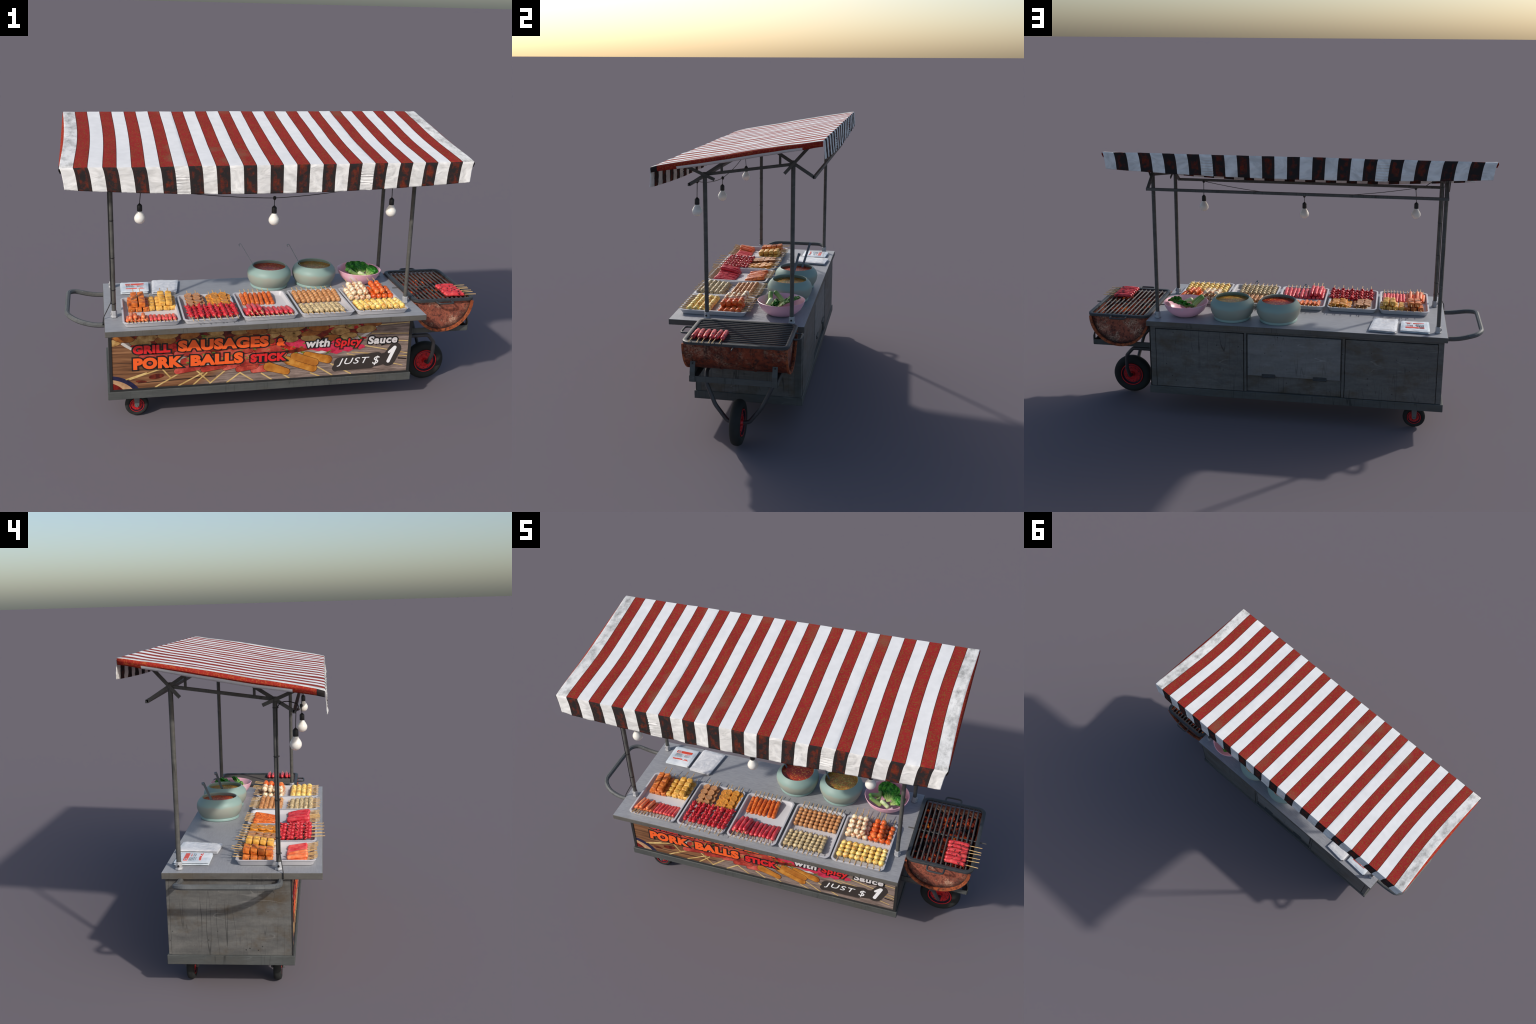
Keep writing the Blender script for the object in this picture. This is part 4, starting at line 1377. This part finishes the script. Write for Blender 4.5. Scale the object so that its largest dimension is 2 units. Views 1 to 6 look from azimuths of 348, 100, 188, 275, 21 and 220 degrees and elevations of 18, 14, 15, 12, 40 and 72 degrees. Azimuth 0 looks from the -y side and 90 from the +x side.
# tray 5: white, orange and yellow balls
T1, T2 = "bamboo skewer of toasted white fish balls", "bamboo skewer of glazed orange fish balls"
row("white_ball", T1, (0.354, 0.383, 0.4115, 0.440), -0.087, 0.0145, BALL["white"], 4, 0.0280, "fish_ball", 0.016)
row("white_ball", T1, (0.366, 0.3970, 0.4240), -0.084, 0.0145, BALL["white"], 4, 0.0280, "fish_ball", 0.019, lift=0.0245)
row("orange_ball", T2, (0.467, 0.496, 0.525, 0.5545), -0.084, 0.0148, BALL["orange"], 4, 0.0280, "fish_ball", 0.015)
row("orange_ball", T2, (0.481, 0.5110), -0.082, 0.0148, BALL["orange"], 4, 0.0280, "fish_ball", 0.019, lift=0.0250)
row("cheese_ball", "bamboo skewer of yellow cheese balls", line(0.3535, 0.5550, 8), -0.234, 0.0147, BALL["cheese"], 4, 0.0280, "cheese_ball", -0.328, length=0.150)

# six sausages on the grill, sticks to the right
for i, y in enumerate(line(-0.160, -0.034, 6)):
    e = empty("sausage_skewer", (0.876, y, 0.5285), "charred red sausage on a bamboo skewer", "food skewer")
    e.rotation_euler = (0, 0, pi / 2 + R.uniform(-0.06, 0.06))
    child("stick", ST[0.100], e, (0, -0.058, 0))
    child("sausage", R.choice(SAUSG), e, (0, 0, -0.001), (0, R.uniform(-0.6, 0.6), 0))

# ---- soup pots with ladles
glaze = Mat("celadon_glaze", 0.5, 0.4)
gz = glaze.math("ADD", glaze.axis(2), glaze.math("MULTIPLY", glaze.math("SUBTRACT", glaze.noise(14, 3), 0.5), 0.020))
band = glaze.math("MULTIPLY", glaze.mask(gz, 0.012, 0.018), glaze.math("SUBTRACT", 1.0, glaze.mask(gz, 0.066, 0.076)))  # greyer belly band: a reflection painted into the glaze colour
tone = glaze.mix(glaze.mask(glaze.noise(9, 2), 0.4, 0.6), rgb(156, 153, 141), rgb(150, 157, 144))
glaze.set("Base Color", glaze.mix(glaze.math("MULTIPLY", band, 0.8), rgb(138, 163, 156), tone))
POT = [(0.0004, 0.0006), (0.088, 0.0006), (0.0935, 0.002), (0.0940, 0.009), (0.0915, 0.013), (0.0945, 0.018), (0.1025, 0.030), (0.1085, 0.045), (0.1110, 0.060),
       (0.1098, 0.073), (0.1055, 0.084), (0.0990, 0.093), (0.0915, 0.100), (0.0875, 0.1045), (0.0850, 0.1060), (0.0825, 0.1040), (0.0845, 0.0980), (0.0920, 0.0900), (0.0980, 0.0780),
       (0.0990, 0.060), (0.090, 0.030), (0.06, 0.012), (0.0004, 0.012)]


def sauce(name, cols, bits, bit_amt, scale):
    m = Mat(name, 0.3, 0.5)
    c = m.ramp(m.noise(scale, 5, 0.65), [(0.3 + 0.4 * i / (len(cols) - 1), k) for i, k in enumerate(cols)])
    for j, b in enumerate(bits):
        v = m.cells(95 + 30 * j, m.coord(loc=(j * 3, 1, 0)))
        g = m.mask(m.noise(30, 2, 0.5, m.coord(loc=(j * 7, 2, 4))), 0.42, 0.52)
        c = m.mix(m.math("MULTIPLY", m.math("MULTIPLY", m.math("SUBTRACT", 1.0, m.mask(v, 0.30, 0.42)), g), bit_amt), c, b)
    m.set("Base Color", c)
    m.bump(m.noise(110, 4), 0.004, 0.7)
    return m.m


SAUCE_A = sauce("chilli_sauce", [rgb(138, 32, 16), rgb(184, 54, 26), rgb(206, 84, 42)], [rgb(238, 170, 74), rgb(226, 96, 40)], 0.7, 26)
SAUCE_B = sauce("herb_relish", [rgb(128, 76, 24), rgb(176, 122, 40), rgb(196, 150, 58), rgb(176, 56, 32)], [rgb(150, 156, 60), rgb(232, 206, 110), rgb(196, 36, 30), rgb(96, 116, 40)], 0.85, 60)
LADLE = plain("ladle_steel", rgb(112, 122, 128), 0.35, 0.5, 0.3)
for (px, py), sc, tip, dip, kind in (((0.006, 0.153), SAUCE_A, (-0.130, 0.207, 0.712), (-0.050, 0.170, 0.575), "chilli"),
                                     ((0.240, 0.153), SAUCE_B, (0.113, 0.180, 0.709), (0.186, 0.150, 0.575), "relish")):
    p = Shape().lathe(POT, 56)
    pot = p.make("pot", glaze.m, None, True, 50)
    pot.location = (px, py, 0.5082)
    pot["label"], pot["category"] = "round celadon ceramic pot full of " + kind + " sauce", "pot"
    s = Shape()
    nr_, na = 9, 40
    vs = [(0, 0, 0.087)] + [(0.0935 * (i + 1) / nr_ * cos(2 * pi * a / na), 0.0935 * (i + 1) / nr_ * sin(2 * pi * a / na),
                             0.087 + 0.0018 * noise.noise(Vector((i * 0.6 * cos(2 * pi * a / na), i * 0.6 * sin(2 * pi * a / na), px * 9)))) for i in range(nr_) for a in range(na)]
    fs = [(0, 1 + a, 1 + (a + 1) % na) for a in range(na)]
    for i in range(nr_ - 1):
        for a in range(na):
            b = (a + 1) % na
            fs.append((1 + i * na + a, 1 + (i + 1) * na + a, 1 + (i + 1) * na + b, 1 + i * na + b))
    s.add(vs, fs)
    s.make("sauce", sc, pot, True)
    # ladle: flat handle with a curled hook, cup drowned in the sauce
    t, d = Vector(tip), Vector(dip)
    ax = (t - d).normalized()
    side = Vector((0, 1, 0)) - ax * ax.y
    side.normalize()
    off = ax.cross(side).normalized()
    if off.x > 0:
        off = -off
    hook = [t + ax * (0.006 * sin(a)) + off * (0.006 - 0.006 * cos(a)) for a in (0.6, 1.2, 1.8, 2.4, 3.0, 3.6, 4.0)]
    l = Shape()
    w, h = 0.0058, 0.0011
    l.sweep([d, d.lerp(t, 0.5), t] + hook, [(-w, -h), (w, -h), (w, h), (-w, h)], up=tuple(off))
    lad = l.make("ladle", LADLE, None, True, 40)
    lad["label"], lad["category"] = "thin steel ladle handle with hooked end", "ladle"
    Shape().lathe([(0.0004, -0.014), (0.012, -0.011), (0.018, 0.0), (0.0185, 0.001), (0.016, 0.0), (0.0004, -0.011)], 20, d).make("ladle_cup", LADLE, lad, True)

# ---- pink bowl with greens
pink = Mat("pink_plastic", 0.35, 0.5)
pk = pink.mask(pink.noise(11, 2, 0.5, pink.coord(loc=(1.3, 2.2, 0.4))), 0.55, 0.68)
pink.set("Base Color", pink.mix(pink.math("MULTIPLY", pk, 0.75), rgb(252, 190, 208), rgb(244, 234, 236)))
BOWL = [(0.0004, 0.0008), (0.052, 0.0008), (0.060, 0.003), (0.078, 0.014), (0.094, 0.030), (0.105, 0.049), (0.1108, 0.066), (0.1122, 0.0685), (0.1105, 0.0695),
        (0.1080, 0.066), (0.1020, 0.049), (0.0905, 0.031), (0.075, 0.0165), (0.055, 0.008), (0.0004, 0.007)]
bowl = Shape().lathe(BOWL, 56).make("bowl", pink.m, None, True, 60)
bowl.location = (0.480, 0.149, 0.5082)
bowl["label"], bowl["category"] = "pink plastic bowl holding fresh green vegetables", "bowl"

cuke = Mat("cucumber_skin", 0.4, 0.5)
cc = cuke.mask(cuke.axis(1), -0.035, 0.040)
st = cuke.noise(1.0, 3, 0.6, cuke.coord((160, 8, 160), vary=True))
ccol = cuke.mix(cc, rgb(196, 214, 128), rgb(58, 112, 44))
cuke.set("Base Color", cuke.mix(cuke.math("MULTIPLY", cuke.mask(st, 0.45, 0.7), 0.45), ccol, rgb(124, 168, 82)))
pale = food("cut_cucumber", [rgb(200, 214, 150), rgb(222, 228, 184), rgb(176, 200, 124)], 40)
for a, b, r, m in (((0.404, 0.086, 0.592), (0.465, 0.092, 0.547), 0.0112, cuke.m), ((0.398, 0.102, 0.592), (0.446, 0.160, 0.552), 0.0108, cuke.m),
                   ((0.442, 0.182, 0.563), (0.441, 0.118, 0.546), 0.0108, cuke.m), ((0.458, 0.100, 0.574), (0.506, 0.084, 0.548), 0.0108, pale)):
    a, b = Vector(a), Vector(b)
    me = sausage_mesh("cucumber", (b - a).length, r, m, 0.0015, r * 900, lump=0.06)
    o = finish("cucumber", me)
    o.location = (a + b) / 2
    o.rotation_euler = (a - b).to_track_quat("Y", "Z").to_euler()
    o["label"], o["category"] = "small pale green cucumber", "cucumber"

leafm = Mat("lettuce_leaf", 0.45, 0.4)
lv = leafm.noise(36, 5, 0.65)
rib = leafm.mask(leafm.noise(1.0, 3, 0.6, leafm.coord((90, 16, 60))), 0.56, 0.66)
stemf = leafm.mask(leafm.axis(1), 0.004, 0.040)
lc = leafm.ramp(lv, [(0.30, rgb(20, 72, 18)), (0.5, rgb(42, 124, 30)), (0.68, rgb(92, 178, 52))])
lc = leafm.mix(leafm.math("MULTIPLY", rib, 0.35), lc, rgb(138, 186, 90))
leafm.set("Base Color", leafm.mix(stemf, rgb(186, 202, 126), lc))
leafm.bump(lv, 0.006, 0.9)


def leaf_mesh(L, W, seed, cup):
    """crinkled leaf: narrow stalk opening into a broad ruffled blade"""
    nl, nw = 34, 26
    rr = Vector((seed * 3.1, seed, 0))
    V, F = [], []
    for i in range(nl + 1):
        t = i / nl
        half = W * (0.10 + 0.90 * max(0.0, min(1, (t - 0.10) / 0.45)) ** 0.8) * (max(0.0, 1 - max(0, (t - 0.55) / 0.455) ** 3.4)) ** 0.5 * 0.5
        for j in range(nw + 1):
            u = 2 * j / nw - 1
            ruff = abs(u) ** 2 * min(1, t * 2)
            half2 = half * (1 + 0.05 * ruff * noise.noise(Vector((t * 11, u * 2, 3)) + rr))
            z = cup * W * (u * u) * 0.5 * min(1, t * 1.6) - 0.15 * L * (t - 0.4) ** 2
            z += 0.0042 * min(1, 2 * t) * noise.noise(Vector((u * 3.2, t * 7, 0)) + rr) + 0.0020 * ruff * sin(t * 26 + seed + 3 * u)
            z += 0.0020 * min(1, 3 * t) * noise.noise(Vector((u * 9, t * 18, 7)) + rr)
            V.append((half2 * u, L * t * (1 - 0.04 * ruff), z))
    for i in range(nl):
        for j in range(nw):
            a = i * (nw + 1) + j
            F.append((a, a + 1, a + nw + 2, a + nw + 1))
    m = len(V)                                      # underside and rim: the blade is about 1 mm thick
    V += [(x, y, z - 0.0011) for x, y, z in V]
    F += [tuple(q + m for q in f[::-1]) for f in F]
    w = nw + 1
    loop = list(range(w)) + [i * w + nw for i in range(1, nl + 1)] + [nl * w + j for j in range(nw - 1, -1, -1)] + [i * w for i in range(nl - 1, 0, -1)]
    for i, a in enumerate(loop):
        b = loop[(i + 1) % len(loop)]
        F.append((b, a, a + m, b + m))
    me = raw("leaf", V, F)
    me.materials.append(leafm.m)
    me.polygons.foreach_set("use_smooth", [True] * len(me.polygons))
    return me


def lettuce(base, tip, W, seed, leaves, face):
    a, b = Vector(base), Vector(tip)
    d = (b - a)
    y = d.normalized()
    z = Vector(face) - y * Vector(face).dot(y)
    z.normalize()
    x = y.cross(z)
    m = Matrix((x, y, z)).transposed()
    e = empty("lettuce", a, "bunch of crinkled bright green lettuce leaves", "lettuce")
    e.rotation_euler = m.to_euler()
    for k in range(leaves):
        me = leaf_mesh(d.length * (1 - 0.10 * k), W * (1 - 0.06 * k), seed + k, 0.25)
        child("leaf", me, e, (0.006 * (k - 1), 0, 0.004 * k), (0.04 * k, 0.10 * (k - 1), 0.20 * (k - 1) * (-1 if seed % 2 else 1)))
    return e


lettuce((0.489, 0.136, 0.540), (0.482, 0.238, 0.592), 0.080, 3, 3, (0, -0.55, 0.8))
lettuce((0.504, 0.108, 0.550), (0.569, 0.150, 0.587), 0.056, 8, 3, (0.1, -0.6, 0.8))

# ---- plastic bags
clear = Mat("clear_plastic_stack", 0.2, 0.6)
cl = clear.noise(22, 4, 0.6, clear.coord((1, 0.6, 1)), 1.2)
clear.set("Base Color", clear.mix(clear.mask(cl, 0.35, 0.7), rgb(206, 207, 211), rgb(240, 239, 238)))
clear.bump(clear.noise(24, 3, 0.5, clear.coord((0.7, 1.2, 1)), 0.8), 0.006, 0.7)
silver = Mat("silver_plastic", 0.14, 0.6)
sv = silver.noise(9, 3, 0.6)
silver.set("Base Color", silver.mix(silver.mask(sv, 0.35, 0.65), rgb(196, 206, 214), rgb(238, 242, 244)))
silver.bump(silver.noise(40, 3, 0.5, None, 0.8), 0.003, 0.4)


def packet(name, corners, h, mat, label, layers):
    c = sum((Vector((x, y, 0)) for x, y in corners), Vector()) / 4
    n = 18
    me_s = Shape()
    for lay in range(layers):
        z0 = h * lay / layers
        z1 = h * (lay + 1) / layers * 0.99
        V, F = [], []
        for side in (0, 1):
            for i in range(n + 1):
                for j in range(n + 1):
                    u, v = i / n, j / n
                    p = [Vector(corners[k]) for k in range(4)]
                    q = (p[0].lerp(p[1], u)).lerp(p[3].lerp(p[2], u), v)
                    e = min(u, 1 - u, v, 1 - v)
                    k = min(1, e / 0.07) ** 0.6
                    q += Vector((noise.noise(Vector((u * 5, v * 5, lay + 2))), noise.noise(Vector((u * 5, v * 5, lay + 8))))) * 0.0012
                    zm = (z0 + z1) / 2
                    z = zm + ((z1 - z0) / 2 * (1 if side else -1)) * k
                    if side and lay == layers - 1:
                        z += k * (0.0022 * noise.noise(Vector((u * 3, v * 6, 3 + h * 900))) + 0.0010 * noise.noise(Vector((u * 9 + 4 * v, v * 14, 5 + h * 900))))
                    V.append((q.x - c.x, q.y - c.y, z))
        m = (n + 1) ** 2
        for side in (0, 1):
            for i in range(n):
                for j in range(n):
                    a = side * m + i * (n + 1) + j
                    F.append((a, a + n + 1, a + n + 2, a + 1) if side else (a, a + 1, a + n + 2, a + n + 1))
        rimv = [i * (n + 1) for i in range(n)] + [n * (n + 1) + j for j in range(n)] + [i * (n + 1) + n for i in range(n, 0, -1)] + [j for j in range(n, 0, -1)]
        for i in range(len(rimv)):
            a, b = rimv[i], rimv[(i + 1) % len(rimv)]
            F.append((a, b, m + b, m + a))
        me_s.add(V, F)
    o = me_s.make(name, mat, None, True, 60, weld=False)
    o.location = (c.x, c.y, 0.5082)
    o["label"], o["category"] = label, "plastic bags"
    return o


b1c = [(-0.738, 0.104), (-0.603, 0.103), (-0.597, 0.241), (-0.737, 0.249)]
b1 = packet("printed_bag_pack", b1c, 0.0155, silver.m, "flat silver pack of bags with red print", 2)
packet("clear_bag_stack", [(-0.588, 0.088), (-0.469, 0.079), (-0.446, 0.254), (-0.578, 0.267)], 0.0160, clear.m, "stack of clear wrinkled plastic bags", 2)
# print on the pack: red bars with small grey lines of text
PR = plain("print_red", rgb(222, 76, 48), 0.35)
PG = plain("print_grey", rgb(128, 136, 142), 0.35)
bars, lines = Shape(), Shape()
ZT = 0.0154


def strip(s, x0, x1, y0, y1):
    s.box(x0, x1, y0, y1, ZT - 0.0008, ZT + 0.0013)


strip(bars, -0.043, -0.040, 0.022, 0.038); strip(bars, -0.040, -0.018, 0.035, 0.038); strip(bars, -0.040, -0.018, 0.022, 0.0245)
strip(bars, -0.016, 0.047, 0.021, 0.039)
strip(bars, -0.043, -0.022, -0.034, -0.026); strip(bars, -0.022, 0.010, -0.032, -0.024); strip(bars, 0.016, 0.047, -0.034, -0.0315); strip(bars, 0.024, 0.040, -0.029, -0.0245)
for y in (0.013, 0.007, 0.001, -0.005, -0.012):
    x = -0.041
    while x < -0.008:
        w = R.uniform(0.003, 0.009)
        strip(lines, x, x + w, y, y + 0.0022)
        x += w + 0.003
for y in (0.010, 0.001, -0.006):
    x = 0.012
    while x < 0.042:
        w = R.uniform(0.003, 0.008)
        strip(bars if y > 0.005 else lines, x, x + w, y, y + 0.003)
        x += w + 0.002
strip(lines, -0.038, -0.021, 0.0285, 0.031)
bars.make("printed_bar", PR, b1)["kind"] = "stuff"
lines.make("printed_text", PG, b1)["kind"] = "stuff"

for o in list(bpy.data.objects):
    if o.type == "MESH":
        o.data.update()
